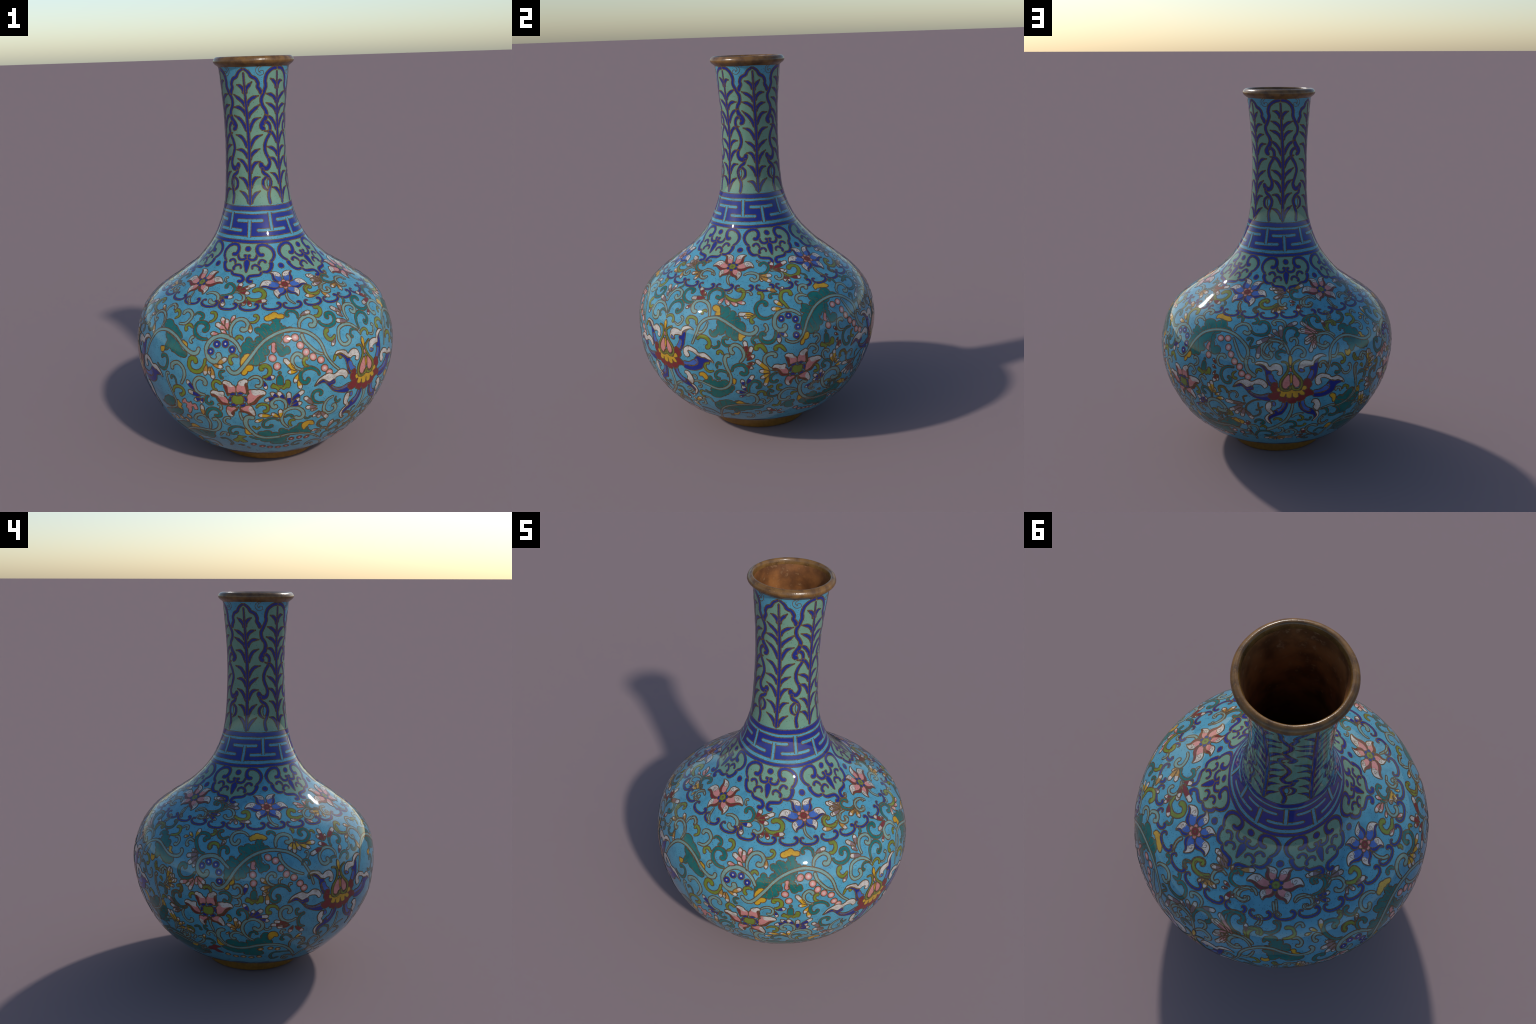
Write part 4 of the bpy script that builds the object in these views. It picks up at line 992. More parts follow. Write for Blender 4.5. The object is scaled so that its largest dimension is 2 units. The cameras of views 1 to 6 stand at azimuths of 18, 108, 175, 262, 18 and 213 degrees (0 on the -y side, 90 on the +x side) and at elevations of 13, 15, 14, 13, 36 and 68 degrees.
cell(TEAL, (128.2, 701), (128.9, 732), (130.6, 762), (129.1, 775), (130.2, 784), (130.6, 804), (131.9, 802), (133.7, 792), (135.2, 787), (134.3, 799), (135.9, 809), (135.2, 835), (138.3, 845), (142.1, 837), (144, 846), (144.7, 853), (147.2, 849), (149.2, 826), (152.3, 811), (151.8, 806), (147.1, 804), (144.2, 786), (143.7, 754), (144.3, 727), (146.9, 732), (148.1, 715), (147, 698), (144, 691), (142.6, 717), (142.1, 746), (140.2, 750), (138.1, 732), (138.2, 721), (139.6, 704), (137.2, 690), (136.2, 667), (134.5, 670), (133.5, 661), (131.6, 665), (130.9, 680), (129.5, 674), kind="leaf")
cell(YELLOW, (144.7, 853), (142.5, 854), (141, 851), (140.7, 864), (143.4, 873), (146.6, 874), (148.8, 865), (150.5, 854), (149.8, 848), (147.2, 849), kind="leaf_tip", base=0.00046)
cell(YELLOW, (130, 671), (131.4, 671), (131.5, 651), (130.4, 639), (129.3, 638), (128.6, 620), (127.5, 614), (127, 625), (128.6, 648), kind="leaf_tip", base=0.00046)
cell(PINK, (140.5, 736), (141.4, 745), (142.1, 735), (141.7, 719), (142, 704), (140.7, 705), (140, 715), kind="bead", base=0.00046)
cell(YELLOW, (97, 450), (98.1, 451), (98.5, 437), (97.6, 416), (96.9, 426), kind="leaf_tip", base=0.00046)
cell(TEAL, (84.3, 272), (86.1, 284), (90.2, 304), (93.7, 308), (95.6, 297), (98.4, 308), (101.1, 292), (103.4, 283), (95.1, 275), (89.5, 249), (85.9, 223), (84.2, 224), kind="leaf")
cell(YELLOW, (96.4, 293), (98.7, 306), (101.4, 289), (97.4, 286), kind="leaf_tip", base=0.00046)
cell(TEAL, (88.5, 233), (93.9, 264), (103.3, 274), (110.5, 272), (109.9, 254), (106.1, 246), (101.5, 236), (96, 222), (94.8, 204), (93.9, 231), kind="leaf")
cell(YELLOW, (92.3, 195), (95.1, 204), (97.2, 218), (95.3, 186), (93.3, 184), kind="leaf_tip", base=0.00046)
cell(TEAL, (119.8, 256), (121.4, 280), (123.4, 289), (126.8, 290), (126, 266), (126.9, 241), (123.6, 239), (121.6, 262), kind="leaf")
cell(TEAL, (82.1, 414), (84.5, 433), (85.3, 452), (86.8, 457), (87.1, 430), (88.5, 436), (89.5, 426), (91.3, 432), (92.4, 440), (94.8, 435), (95.4, 414), (93, 390), (88.7, 389), (84.5, 401), kind="leaf")
cell(YELLOW, (83.9, 432), (82.4, 450), (80.9, 451), (81.1, 468), (83.3, 475), (84.9, 461), (85.2, 441), kind="leaf_tip", base=0.00046)
cell(TEAL, (85.9, 381), (85.3, 357), (83.5, 350), (82.5, 367), (82.3, 351), (84.4, 339), (85.6, 325), (87.3, 320), (91, 334), (92.7, 344), (94.4, 357), (96.3, 374), (97.5, 405), (95.7, 411), (91.4, 381), kind="leaf")
cell(YELLOW, (128.5, 318), (131.2, 295), (129.5, 283), (128.6, 281), kind="leaf_tip", base=0.00046)
cell(TEAL, (131.9, 305), (133, 314), (134.8, 309), (135.4, 323), (138.3, 316), (139.6, 294), (142.4, 293), (144.7, 285), (143.4, 305), (145.7, 305), (149, 304), (150.2, 323), (153.1, 327), (156.6, 301), (155.1, 280), (150.4, 279), (143.9, 275), (137.9, 275), (134, 287), kind="leaf")
cell(YELLOW, (153.1, 327), (154.7, 339), (158.3, 328), (159.5, 304), (156.2, 307), kind="leaf_tip", base=0.00046)
cell(TEAL, (129.4, 275), (131.4, 286), (138.3, 266), (144.8, 260), (148.2, 260), (150.1, 212), (146.9, 207), (140.5, 222), (136.3, 227), (132.5, 249), kind="leaf")
cell(YELLOW, (151.9, 332), (154.9, 344), (156.8, 312), (154.6, 311), (153, 324), kind="leaf_tip", base=0.00046)
cell(TEAL, (150, 333), (152.1, 341), (154.8, 311), (155, 297), (155.2, 275), (151.9, 282), (147.5, 288), (142.3, 281), (145.6, 302), kind="leaf")
cell(TEAL, (133.5, 273), (138.4, 259), (146.4, 262), (148.5, 258), (147.9, 231), (151.1, 217), (147.7, 203), (143.2, 209), (140.3, 226), (136.6, 234), kind="leaf")
wire_line((94.3, 739), (95.5, 708))
wire_line((97.1, 721), (97.9, 706), (97.5, 687))
wire_line((96.1, 776), (94.1, 760))
wire_line((99.8, 756), (96.7, 748))
wire_line((93.2, 787), (91.7, 774))
wire_line((143.3, 822), (141.7, 832))
wire_line((139.7, 810), (137.8, 826))
wire_line((133.8, 770), (131.2, 775))
wire_line((134.4, 745), (134.6, 723), (135.5, 707))
wire_line((132.9, 712), (132.9, 698), (133.9, 685))
wire_line((142.8, 794), (141.8, 769), (142.3, 743))
wire_line((84.2, 284), (86.5, 258))
wire_line((87.9, 296), (87.5, 254))
wire_line((91.1, 301), (90.9, 272))
wire_line((90.3, 239), (94.7, 238))
wire_line((93.1, 256), (96.9, 237))
scroll(TEAL, 11, (71.2, 846), (72.1, 858), (69.4, 864), (67.1, 854), (67.1, 833), (69.1, 816), (72.2, 809), (75.2, 815))
scroll(SAGE, 11, (86.2, 760), (85.5, 792), (83.5, 817), (79.7, 826), (76.7, 818), (75.8, 797), (77, 778), (79.1, 776))
scroll(OLIVE, 8, (84.4, 779), (83.4, 787), (82.1, 779), (82.5, 767))
scroll(TEAL, 10, (83.2, 829), (82.3, 852), (83.5, 869), (86.9, 877), (89.9, 867), (90.5, 848), (88.4, 843), (86.8, 850))
scroll(SAGE, 10, (78.3, 620), (79.5, 651), (80.7, 684), (81.6, 715), (83.4, 739), (86, 754), (89.6, 760), (91.6, 755), (94.3, 742), (97.6, 722), (100.4, 703), (102.9, 690), (105.7, 687), (107.7, 697), (108.2, 713), (107, 721))
scroll(SAGE, 8, (81.3, 679), (83.6, 690), (85.1, 714), (85.7, 738))
scroll(OLIVE, 10, (80.3, 716), (79.8, 740), (77.6, 750), (75.5, 745), (74.9, 728), (76.1, 713))
scroll(OLIVE, 12, (80.8, 647), (82.5, 664), (85.3, 662), (87, 641), (86.4, 617), (85, 619))
scroll(TEAL, 8, (87.8, 625), (89.1, 615), (91, 625), (91.4, 642), (90.6, 647))
scroll(SAGE, 8, (92.2, 864), (94, 867), (94.3, 875))
scroll(OLIVE, 11, (97.8, 870), (99.2, 878), (101.3, 870), (101.3, 851), (99.4, 837), (96.5, 836), (93.5, 845), (91.7, 855))
scroll(SAGE, 7, (102.3, 866), (103.8, 870), (105.4, 863), (105.4, 855))
scroll(TEAL, 9, (95.3, 658), (94.8, 669), (93.5, 663), (93.3, 643), (94.7, 630), (96.5, 631))
scroll(SAGE, 11, (100.3, 543), (102.1, 571), (102.1, 601), (100.5, 627), (98.3, 635), (96.5, 620), (96.9, 597), (98.2, 597))
scroll(TEAL, 11, (112, 810), (112.9, 821), (111.2, 830), (108.9, 822), (107.9, 801), (108.7, 776), (110.7, 759), (113.3, 757), (116, 769))
scroll(OLIVE, 10, (110.7, 836), (111.4, 851), (110.6, 864), (108.7, 861))
scroll(OLIVE, 10, (108.4, 771), (106.3, 764), (105.8, 748), (107.1, 737))
scroll(SAGE, 9, (111.4, 727), (112.4, 724), (112.8, 705), (111.5, 692))
scroll(TEAL, 11, (116.6, 699), (116.3, 672), (114.9, 649), (112.6, 643), (110.5, 652), (109.6, 675), (110.7, 688), (112.1, 679))
scroll(TEAL, 8, (108.8, 669), (107.4, 673), (106.1, 662), (106.5, 646), (107.5, 643))
scroll(SAGE, 13, (129, 754), (126.8, 773), (123.6, 786), (119.7, 784), (117.1, 765), (116.3, 742), (116.4, 716), (117.8, 698), (119.6, 696), (121, 708), (120.1, 723))
scroll(OLIVE, 11, (123.7, 790), (122.1, 812), (120.5, 832), (121.1, 855), (123, 864), (125.8, 862), (126.2, 843))
scroll(TEAL, 8, (119.5, 854), (117.2, 859), (115.3, 854), (115.1, 845), (116.3, 844))
scroll(SAGE, 10, (135.5, 859), (136.5, 871), (134.7, 876), (132.5, 871), (131.4, 856), (132.6, 848))
scroll(SAGE, 10, (134.7, 831), (132.2, 841), (129.5, 840), (128.4, 827), (129.2, 813), (131, 812))
scroll(OLIVE, 13, (108.1, 608), (107.6, 623), (109.4, 631), (111, 615), (111.9, 592))
scroll(OLIVE, 11, (116.2, 600), (116, 617), (117.8, 624), (119.2, 611), (120.4, 592))
scroll(SAGE, 10, (165.7, 602), (162.2, 632), (160.9, 673), (161.7, 712), (160.9, 744), (158.2, 772), (154.6, 795), (150.2, 807), (145.5, 808), (140.5, 798), (136.5, 779), (133.7, 752), (131.6, 723), (130, 690), (128.4, 659), (126.3, 638), (123.9, 633), (121.4, 642), (120.5, 654))
scroll(SAGE, 9, (153.7, 783), (155.1, 754), (156.7, 721), (158, 697), (160, 676))
scroll(SAGE, 9, (150.9, 679), (150.2, 693), (147.9, 690), (147.1, 666), (148.2, 643), (150.7, 639))
scroll(TEAL, 9, (155.7, 642), (152.3, 640), (150.1, 623), (149.5, 592), (151.1, 559), (153.5, 557), (154.2, 580), (152.6, 591))
scroll(OLIVE, 7, (156.7, 623), (155.1, 607), (155.9, 586), (157.3, 588))
scroll(SAGE, 9, (134.1, 640), (134.2, 651), (135.9, 648), (136.3, 627), (134.4, 608))
scroll(SAGE, 9, (130.1, 587), (131.8, 605), (133.7, 600), (135.1, 579), (134, 564), (132.9, 572))
scroll(SAGE, 10, (153.7, 811), (154.1, 829), (157.1, 844), (160.3, 840), (162, 819), (160.8, 805), (158.2, 812))
scroll(TEAL, 9, (162.2, 847), (165.2, 854), (164.6, 866), (163.3, 871))
scroll(TEAL, 9, (153.1, 865), (154.5, 872), (156.5, 866), (156.5, 851))
scroll(TEAL, 9, (162, 819), (164.8, 803), (169.6, 805), (171.6, 827), (170.6, 850), (167.5, 857), (165.8, 844))
scroll(TEAL, 7, (160.9, 773), (161.5, 786), (163.4, 781), (162.4, 758), (162.1, 738))
scroll(TEAL, 7, (162.2, 740), (165.3, 749), (165.8, 733))
scroll(SAGE, 9, (172, 701), (168.9, 720), (169.3, 749), (171.5, 773), (175.2, 777), (177.6, 761), (175.8, 744))
scroll(SAGE, 11, (115.2, 565), (115.7, 580), (114, 587), (111.7, 577), (111, 553), (111.8, 525), (113.5, 507), (116.6, 494))
scroll(TEAL, 9, (116.9, 480), (114.9, 473), (113.7, 450), (114.6, 429), (116.4, 427), (117.1, 440))
scroll(OLIVE, 9, (112.8, 402), (113.9, 394), (114.9, 407))
scroll(TEAL, 11, (96.7, 491), (97.5, 517), (99.6, 531), (101.8, 531), (103.3, 512), (103.3, 486), (101.8, 479), (100.5, 492))
scroll(TEAL, 9, (95.2, 460), (94.8, 483), (92.5, 494), (90.4, 489), (89.1, 467), (89.8, 447), (91.2, 453))
scroll(SAGE, 10, (96.2, 579), (94.6, 578), (93.8, 559), (94.2, 528), (95.4, 490), (96.3, 457), (95.8, 422), (93.6, 395), (90.6, 382), (87.7, 386), (84.5, 401), (80.6, 415), (75.9, 408))
scroll(OLIVE, 8, (90.8, 581), (90.8, 596), (92.1, 600), (93.4, 583))
scroll(SAGE, 7, (80.2, 121), (84.4, 191), (87.6, 236), (91.5, 262), (97.3, 277), (103.4, 279), (109.3, 275), (112.9, 287), (114.9, 311), (114.3, 324), (112.6, 321))
scroll(SAGE, 11, (102.6, 342), (104.1, 354), (106.3, 349), (107.8, 325), (107.1, 296), (105.2, 287))
scroll(SAGE, 7, (108.9, 312), (110.6, 315), (111.4, 297), (110.3, 294))
scroll(TEAL, 11, (103.9, 365), (103.9, 399), (105, 428), (107.1, 438), (109.1, 426), (109.1, 401), (107.3, 398))
scroll(OLIVE, 9, (107.9, 349), (108.8, 368), (110.7, 370), (111.8, 350), (110.9, 347))
scroll(TEAL, 9, (115.6, 362), (113.9, 375), (112.9, 357), (113.7, 336), (116, 334), (117.9, 343))
scroll(OLIVE, 8, (119.5, 401), (117.6, 404), (117.7, 378), (119.7, 371))
scroll(SAGE, 10, (127.2, 360), (123.3, 376), (120.3, 366), (118.5, 338), (119, 309), (121.4, 301), (123.4, 309), (123, 322))
scroll(OLIVE, 9, (115.3, 272), (116.9, 265), (118.7, 271), (119.4, 296))
scroll(SAGE, 7, (105.9, 226), (108.5, 225), (108.8, 202), (107.1, 197))
scroll(TEAL, 7, (110.1, 218), (113.4, 226), (115.3, 201), (114.3, 190))
scroll(SAGE, 7, (98.3, 207), (102.4, 209), (104.9, 185), (103, 156), (100.1, 163))
scroll(OLIVE, 9, (86.5, 526), (85.5, 534), (84.4, 520), (84.6, 497), (86.2, 483), (88.5, 490))
scroll(TEAL, 8, (92.2, 529), (90.9, 538), (90, 524), (90.2, 505))
scroll(SAGE, 7, (77.1, 446), (78.7, 446), (79.3, 427))
scroll(SAGE, 7, (79.4, 405), (80.7, 393), (79.9, 377), (78.6, 378))
scroll(SAGE, 10, (63.1, 460), (63.9, 421), (63.2, 364), (60, 314), (52.6, 262))
scroll(SAGE, 8, (63.9, 355), (67.2, 377), (69.3, 379))
scroll(TEAL, 8, (63.5, 342), (67.2, 346), (67.9, 325), (67.8, 305))
scroll(SAGE, 7, (71.3, 351), (73.6, 361), (74.3, 344), (71.4, 324), (69.3, 321))
scroll(OLIVE, 7, (61, 298), (64.7, 314), (62.6, 283), (55.8, 232))
scroll(SAGE, 8, (72.1, 226), (72.2, 255), (75.2, 277), (78.4, 281), (77.9, 257), (75.6, 251))
scroll(OLIVE, 7, (81.6, 350), (79.8, 354), (78.4, 334), (79, 316), (80.6, 315))
scroll(SAGE, 7, (83.9, 280), (83.2, 304), (81.2, 313), (78.5, 298), (79.2, 283))
scroll(SAGE, 11, (131.6, 398), (130, 409), (128.4, 394), (128.4, 357), (130.3, 318), (134.1, 285), (138, 273), (144.2, 270), (150.8, 274), (161.8, 240))
scroll(OLIVE, 8, (124.9, 330), (125, 346), (127.4, 344))
scroll(SAGE, 8, (125.8, 453), (126.1, 425), (127.6, 393))
scroll(OLIVE, 9, (133.5, 492), (135.3, 491), (136.4, 471), (136.1, 455), (134.2, 457))
scroll(SAGE, 8, (139.5, 378), (136.7, 387), (134.5, 371), (135.1, 347), (136.7, 346))
scroll(SAGE, 12, (147, 312), (142.9, 338), (140.6, 372), (140.1, 409), (141.7, 428), (144.1, 441), (147.5, 433), (150.1, 399), (149.4, 377), (146.6, 380), (146.4, 395))
scroll(OLIVE, 7, (141.9, 367), (143.4, 377), (145.4, 370), (144.3, 359))
scroll(OLIVE, 8, (150.3, 356), (153.1, 360), (152.4, 384))
scroll(TEAL, 8, (146.9, 324), (146.8, 354), (149.5, 355), (149.5, 336))
scroll(TEAL, 9, (143.6, 446), (143.7, 476), (141.7, 499), (139.4, 502), (138.4, 485), (139.6, 469), (140.5, 473))
scroll(SAGE, 8, (141.1, 545), (140.4, 560), (138.5, 562), (137.7, 542), (139.3, 512))
scroll(OLIVE, 8, (148.7, 493), (148.2, 520), (150.4, 528), (152.9, 501))
scroll(SAGE, 5, (160.9, 448), (156, 440), (153.2, 466), (153.4, 500), (155.9, 512), (157.3, 495), (156.3, 475))
scroll(TEAL, 5, (168.5, 477), (164.5, 467), (161.1, 432), (161.1, 392), (163.9, 366), (167, 382), (167.4, 411), (165.4, 409))
scroll(OLIVE, 4, (147.8, 507), (148.6, 530), (151.2, 528), (152.2, 494))
scroll(OLIVE, 4, (161.7, 494), (159.9, 484), (160.3, 455))
scroll(OLIVE, 4, (166.7, 457), (166.9, 423), (168.9, 432))
scroll(SAGE, 11, (-177.5, 454), (-177.8, 418), (-178.6, 378), (-180.1, 342), (-182.6, 317), (-186, 291), (-190.1, 272))
scroll(OLIVE, 8, (173.8, 343), (174.8, 356), (176.8, 353), (177.5, 340))
scroll(TEAL, 9, (164.2, 319), (165.3, 339), (167.2, 344), (168.9, 329), (168.1, 316), (167.2, 321))
scroll(OLIVE, 8, (166.7, 291), (168.7, 301), (170, 286))
scroll(SAGE, 9, (165.7, 266), (165.1, 293), (163.1, 301), (160.9, 294), (161.1, 278), (162.2, 276))
scroll(SAGE, 9, (-177.6, 362), (-175.6, 378), (-171.9, 383))
scroll(OLIVE, 8, (-173.8, 370), (-172, 355), (-172.2, 337), (-174.5, 337))
scroll(TEAL, 7, (-170.8, 338), (-168.6, 331), (-167.7, 342), (-168.1, 352))
scroll(TEAL, 9, (179.1, 320), (181.3, 331), (183.8, 326), (185, 305), (184, 289), (182.1, 294))
scroll(OLIVE, 8, (-174.4, 297), (-172.4, 291), (-170.1, 298), (-170.4, 311))
scroll(TEAL, 9, (163, 215), (165.3, 254), (169.1, 263), (172.7, 252), (173.1, 232), (170.4, 223), (168.5, 230))
scroll(SAGE, 8, (176.1, 284), (178.2, 283), (178.7, 265), (177.1, 247), (174.6, 252))
scroll(SAGE, 9, (174.6, 240), (177.6, 219), (182.3, 215), (185.8, 232), (185.9, 255), (183.5, 272), (181.1, 267), (180.7, 253), (182.5, 248))
scroll(SAGE, 9, (-162.3, 278), (-165.8, 289), (-168.2, 274), (-168.2, 245), (-165.3, 218), (-161.3, 208))
scroll(TEAL, 9, (-158.3, 175), (-160.4, 201), (-164.6, 208), (-168, 199), (-168.6, 181), (-164.8, 176))
scroll(SAGE, 8, (-157, 304), (-158, 293), (-159.9, 285), (-161.9, 297), (-162, 320), (-160.6, 333))
scroll(SAGE, 8, (-155.9, 406), (-158.8, 410), (-162, 403), (-165.5, 390))
scroll(SAGE, 11, (-155.5, 777), (-157.6, 793), (-160.7, 797), (-164, 786), (-165.3, 762), (-164.4, 737), (-162.4, 735), (-161.5, 749), (-162.2, 758))
scroll(TEAL, 10, (179.6, 762), (178.5, 783), (178.5, 807), (180.2, 828), (183.2, 832), (185.6, 819), (185.2, 800), (183.7, 798))
scroll(SAGE, 11, (-179.8, 715), (-180.3, 739), (-181.7, 765), (-184.3, 778), (-188.1, 781), (-190.8, 770), (-192.3, 746), (-191.8, 720), (-189.9, 699), (-188.1, 704), (-187.7, 718), (-188.9, 722))
scroll(SAGE, 9, (179.7, 833), (179.6, 852), (177.6, 861), (175.1, 861), (173.5, 853), (175, 843))
scroll(SAGE, 9, (172.9, 768), (171.8, 755), (172.6, 737), (174, 741))
scroll(TEAL, 10, (179.1, 723), (177.3, 731), (175.2, 726), (174.7, 710), (175.7, 699), (176.5, 705))
scroll(SAGE, 10, (-178.8, 714), (-177.9, 733), (-175.9, 747), (-173.6, 741), (-172.4, 724), (-173.1, 705), (-174.6, 709))
scroll(SAGE, 9, (-176.1, 753), (-175.3, 770), (-175.9, 786), (-177.9, 784), (-178.4, 772))
scroll(SAGE, 8, (161, 685), (162, 697), (163.6, 695), (164.4, 685), (164, 673))
scroll(OLIVE, 7, (166, 620), (166.2, 638), (167.7, 639), (168, 630))
scroll(SAGE, 8, (-165.2, 640), (-165.5, 658), (-163.8, 664), (-162.1, 650), (-161.9, 632))
scroll(TEAL, 10, (-161, 807), (-164.5, 814), (-166.8, 835), (-167, 859), (-165, 871), (-162, 872), (-160.5, 857), (-161.8, 847), (-163, 851))
scroll(OLIVE, 10, (-157.8, 798), (-157.9, 821), (-156.2, 836), (-153.6, 840), (-152.6, 829), (-153.7, 820))
scroll(SAGE, 8, (-155.3, 878), (-153.1, 875), (-153, 861), (-153.6, 850))
scroll(TEAL, 9, (-146.7, 867), (-145.1, 863), (-145.4, 846), (-148.3, 830), (-151.6, 832))
scroll(SAGE, 7, (61.8, 268), (64.1, 262), (66.1, 239), (65.5, 215))
scroll(SAGE, 5, (61.9, 265), (63.3, 256), (63.5, 242))
scroll(OLIVE, 5, (57.2, 268), (59.1, 255), (56.8, 226))
scroll(TEAL, 6, (71.9, 211), (76.5, 211), (79.6, 199), (82, 164))
scroll(SAGE, 5, (71.2, 194), (70.4, 164), (74.3, 170))
scroll(SAGE, 5, (75.9, 171), (77.7, 164))
scroll(OLIVE, 5, (84.8, 176), (89.7, 195), (92, 173), (90, 174))
scroll(SAGE, 5, (98, 209), (101.8, 207))
scroll(SAGE, 7, (135.3, 344), (133.6, 356), (133.9, 380), (136.6, 389), (138.5, 373))
scroll(TEAL, 7, (149.3, 347), (148.1, 360), (146.2, 355), (144.8, 333), (146.1, 315))
scroll(OLIVE, 6, (149.9, 385), (151.3, 391), (151.7, 372), (149.4, 353))
scroll(OLIVE, 5, (138.7, 327), (140.2, 332), (140.7, 320))
scroll(SAGE, 7, (130.4, 292), (136.6, 276), (141.9, 274), (146.8, 272), (153.6, 265), (158.8, 251), (162.3, 230))
scroll(SAGE, 7, (162.8, 180), (163.2, 206), (161, 225), (156.5, 216), (155.4, 202), (157.3, 191))
drop(RED, WHITE, (80.8, 837), (73, 829))
drop(RED, WHITE, (79.7, 843), (75.6, 875))
drop(RED, WHITE, (81, 844), (79.1, 860))
drop(RED, WHITE, (74.9, 803), (72.2, 783))
drop(PINK, WHITE, (91.4, 845), (89.2, 818))
drop(PINK, WHITE, (92.1, 840), (95, 815))
drop(PINK, WHITE, (95.2, 829), (99.2, 815))
drop(PINK, WHITE, (98.4, 830), (102.9, 824))
drop(RED, WHITE, (103.8, 589), (102.7, 656))
drop(RED, WHITE, (103.6, 568), (105.9, 629))
drop(RED, WHITE, (103.5, 556), (106.8, 584))
drop(RED, WHITE, (103.8, 539), (106.8, 538))
drop(YELLOW, WHITE, (107.1, 776), (99.8, 779))
drop(YELLOW, WHITE, (106.8, 771), (102.2, 765))
drop(NAVY, WHITE, (117.5, 688), (117.8, 637))
drop(NAVY, WHITE, (118, 687), (121.5, 666))
drop(AMBER, WHITE, (119.2, 865), (114.1, 879))
drop(MAUVE, WHITE, (120.8, 866), (123.4, 880))
drop(YELLOW, WHITE, (120.8, 805), (117, 832))
drop(YELLOW, WHITE, (120.6, 793), (115.2, 797))
drop(RED, WHITE, (146.4, 645), (144.8, 668))
drop(RED, WHITE, (146.8, 621), (144.7, 635))
drop(RED, WHITE, (146.7, 609), (145.3, 586))
drop(RED, WHITE, (147.3, 592), (145.5, 548))
drop(RED, WHITE, (148, 590), (147.5, 556))
drop(YELLOW, WHITE, (113.1, 498), (107.2, 558))
drop(YELLOW, WHITE, (113.6, 487), (108.8, 497))
drop(YELLOW, WHITE, (113.6, 479), (109.4, 453))
drop(YELLOW, WHITE, (112.9, 465), (111.5, 405))
drop(NAVY, WHITE, (103.3, 421), (106.4, 474))
drop(NAVY, WHITE, (102, 406), (101.1, 450))
drop(NAVY, WHITE, (102.9, 373), (101.2, 413))
drop(NAVY, WHITE, (102.5, 365), (97.8, 371))
drop(NAVY, WHITE, (101.9, 350), (99.4, 335))
drop(RED, WHITE, (116.4, 216), (112.8, 251))
drop(RED, WHITE, (117.4, 215), (117.3, 236))
drop(RED, WHITE, (118.6, 207), (120.7, 230))
drop(RED, WHITE, (119.1, 197), (123.5, 194))
drop(RED, WHITE, (103.8, 540), (106.9, 540))
drop(RED, WHITE, (103.1, 528), (106.2, 511))
drop(RED, WHITE, (69.4, 310), (68.5, 273))
drop(RED, WHITE, (71.3, 315), (74.4, 309))
drop(YELLOW, WHITE, (72.5, 264), (71.8, 290))
drop(YELLOW, WHITE, (73.3, 271), (77.4, 302))
drop(YELLOW, WHITE, (72.2, 222), (69.8, 258))
drop(NAVY, WHITE, (137.9, 405), (134.4, 438))
drop(NAVY, WHITE, (138.4, 400), (134.5, 404))
drop(NAVY, WHITE, (138.7, 406), (138.1, 460))
drop(NAVY, WHITE, (139.6, 403), (139.9, 441))
drop(NAVY, WHITE, (134, 384), (131.2, 362))
drop(YELLOW, WHITE, (144.3, 481), (142.4, 534))
drop(YELLOW, WHITE, (145, 482), (144.2, 552))
drop(YELLOW, WHITE, (145.6, 477), (145.9, 513))
drop(YELLOW, WHITE, (146.3, 454), (150.3, 458))
drop(YELLOW, WHITE, (145.6, 470), (148.4, 484))
drop(MAUVE, WHITE, (160.2, 439), (150.8, 449))
drop(MAUVE, WHITE, (159, 429), (152.2, 389))
drop(MAUVE, WHITE, (158.9, 421), (155, 372))
drop(MAUVE, WHITE, (160, 415), (158.1, 356))
drop(MAUVE, WHITE, (160.8, 400), (163.7, 346))
drop(AMBER, WHITE, (174.5, 211), (167.7, 198))
drop(AMBER, WHITE, (174.5, 211), (184.7, 201))
drop(AMBER, WHITE, (174.4, 201), (174.1, 179))
drop(AMBER, WHITE, (173.7, 206), (170.2, 190))
drop(AMBER, WHITE, (175, 201), (179.3, 184))
drop(RED, WHITE, (-168.7, 230), (-170.7, 273))
drop(RED, WHITE, (-169.5, 232), (-172.3, 245))
drop(RED, WHITE, (-169.3, 215), (-173.8, 215))
drop(PINK, WHITE, (-164.2, 796), (-171.7, 851))
drop(PINK, WHITE, (-165.2, 801), (-172.9, 823))
drop(PINK, WHITE, (-165.6, 790), (-168.9, 775))
drop(PINK, WHITE, (-166.7, 786), (-171.9, 759))
drop(PINK, WHITE, (-166.3, 778), (-170, 718))
drop(PINK, WHITE, (-166, 775), (-168.1, 732))
drop(MAUVE, WHITE, (177.1, 788), (177.4, 842))
drop(MAUVE, WHITE, (176.1, 796), (173.3, 826))
drop(MAUVE, WHITE, (174.1, 796), (170.7, 803))
drop(MAUVE, WHITE, (171.6, 791), (165.2, 763))
drop(MAUVE, WHITE, (166.8, 754), (166.1, 693))
drop(MAUVE, WHITE, (-179.4, 838), (-173.4, 851))
drop(RED, WHITE, (-159, 820), (-159.3, 850))
drop(RED, WHITE, (162.1, 315), (158.1, 304))
drop(RED, WHITE, (162.1, 318), (160, 329))
drop(RED, WHITE, (161.9, 243), (159.5, 268))
bead(NAVY, (119.5, 750), 16.5, HEART[NAVY.name])
bead(NAVY, (123, 761), 16.5, HEART[NAVY.name])
bead(NAVY, (126.1, 740), 16.5, HEART[NAVY.name])
bead(NAVY, (126.8, 703), 16.5, HEART[NAVY.name])
bead(NAVY, (125.6, 665), 16.5, HEART[NAVY.name])
bead(PINK, (147.2, 771), 17, HEART[PINK.name])
bead(PINK, (151, 775), 17, HEART[PINK.name])
bead(PINK, (151.9, 734), 17, HEART[PINK.name])
bead(PINK, (153.6, 702), 17, HEART[PINK.name])
bead(PINK, (155.6, 670), 17, HEART[PINK.name])
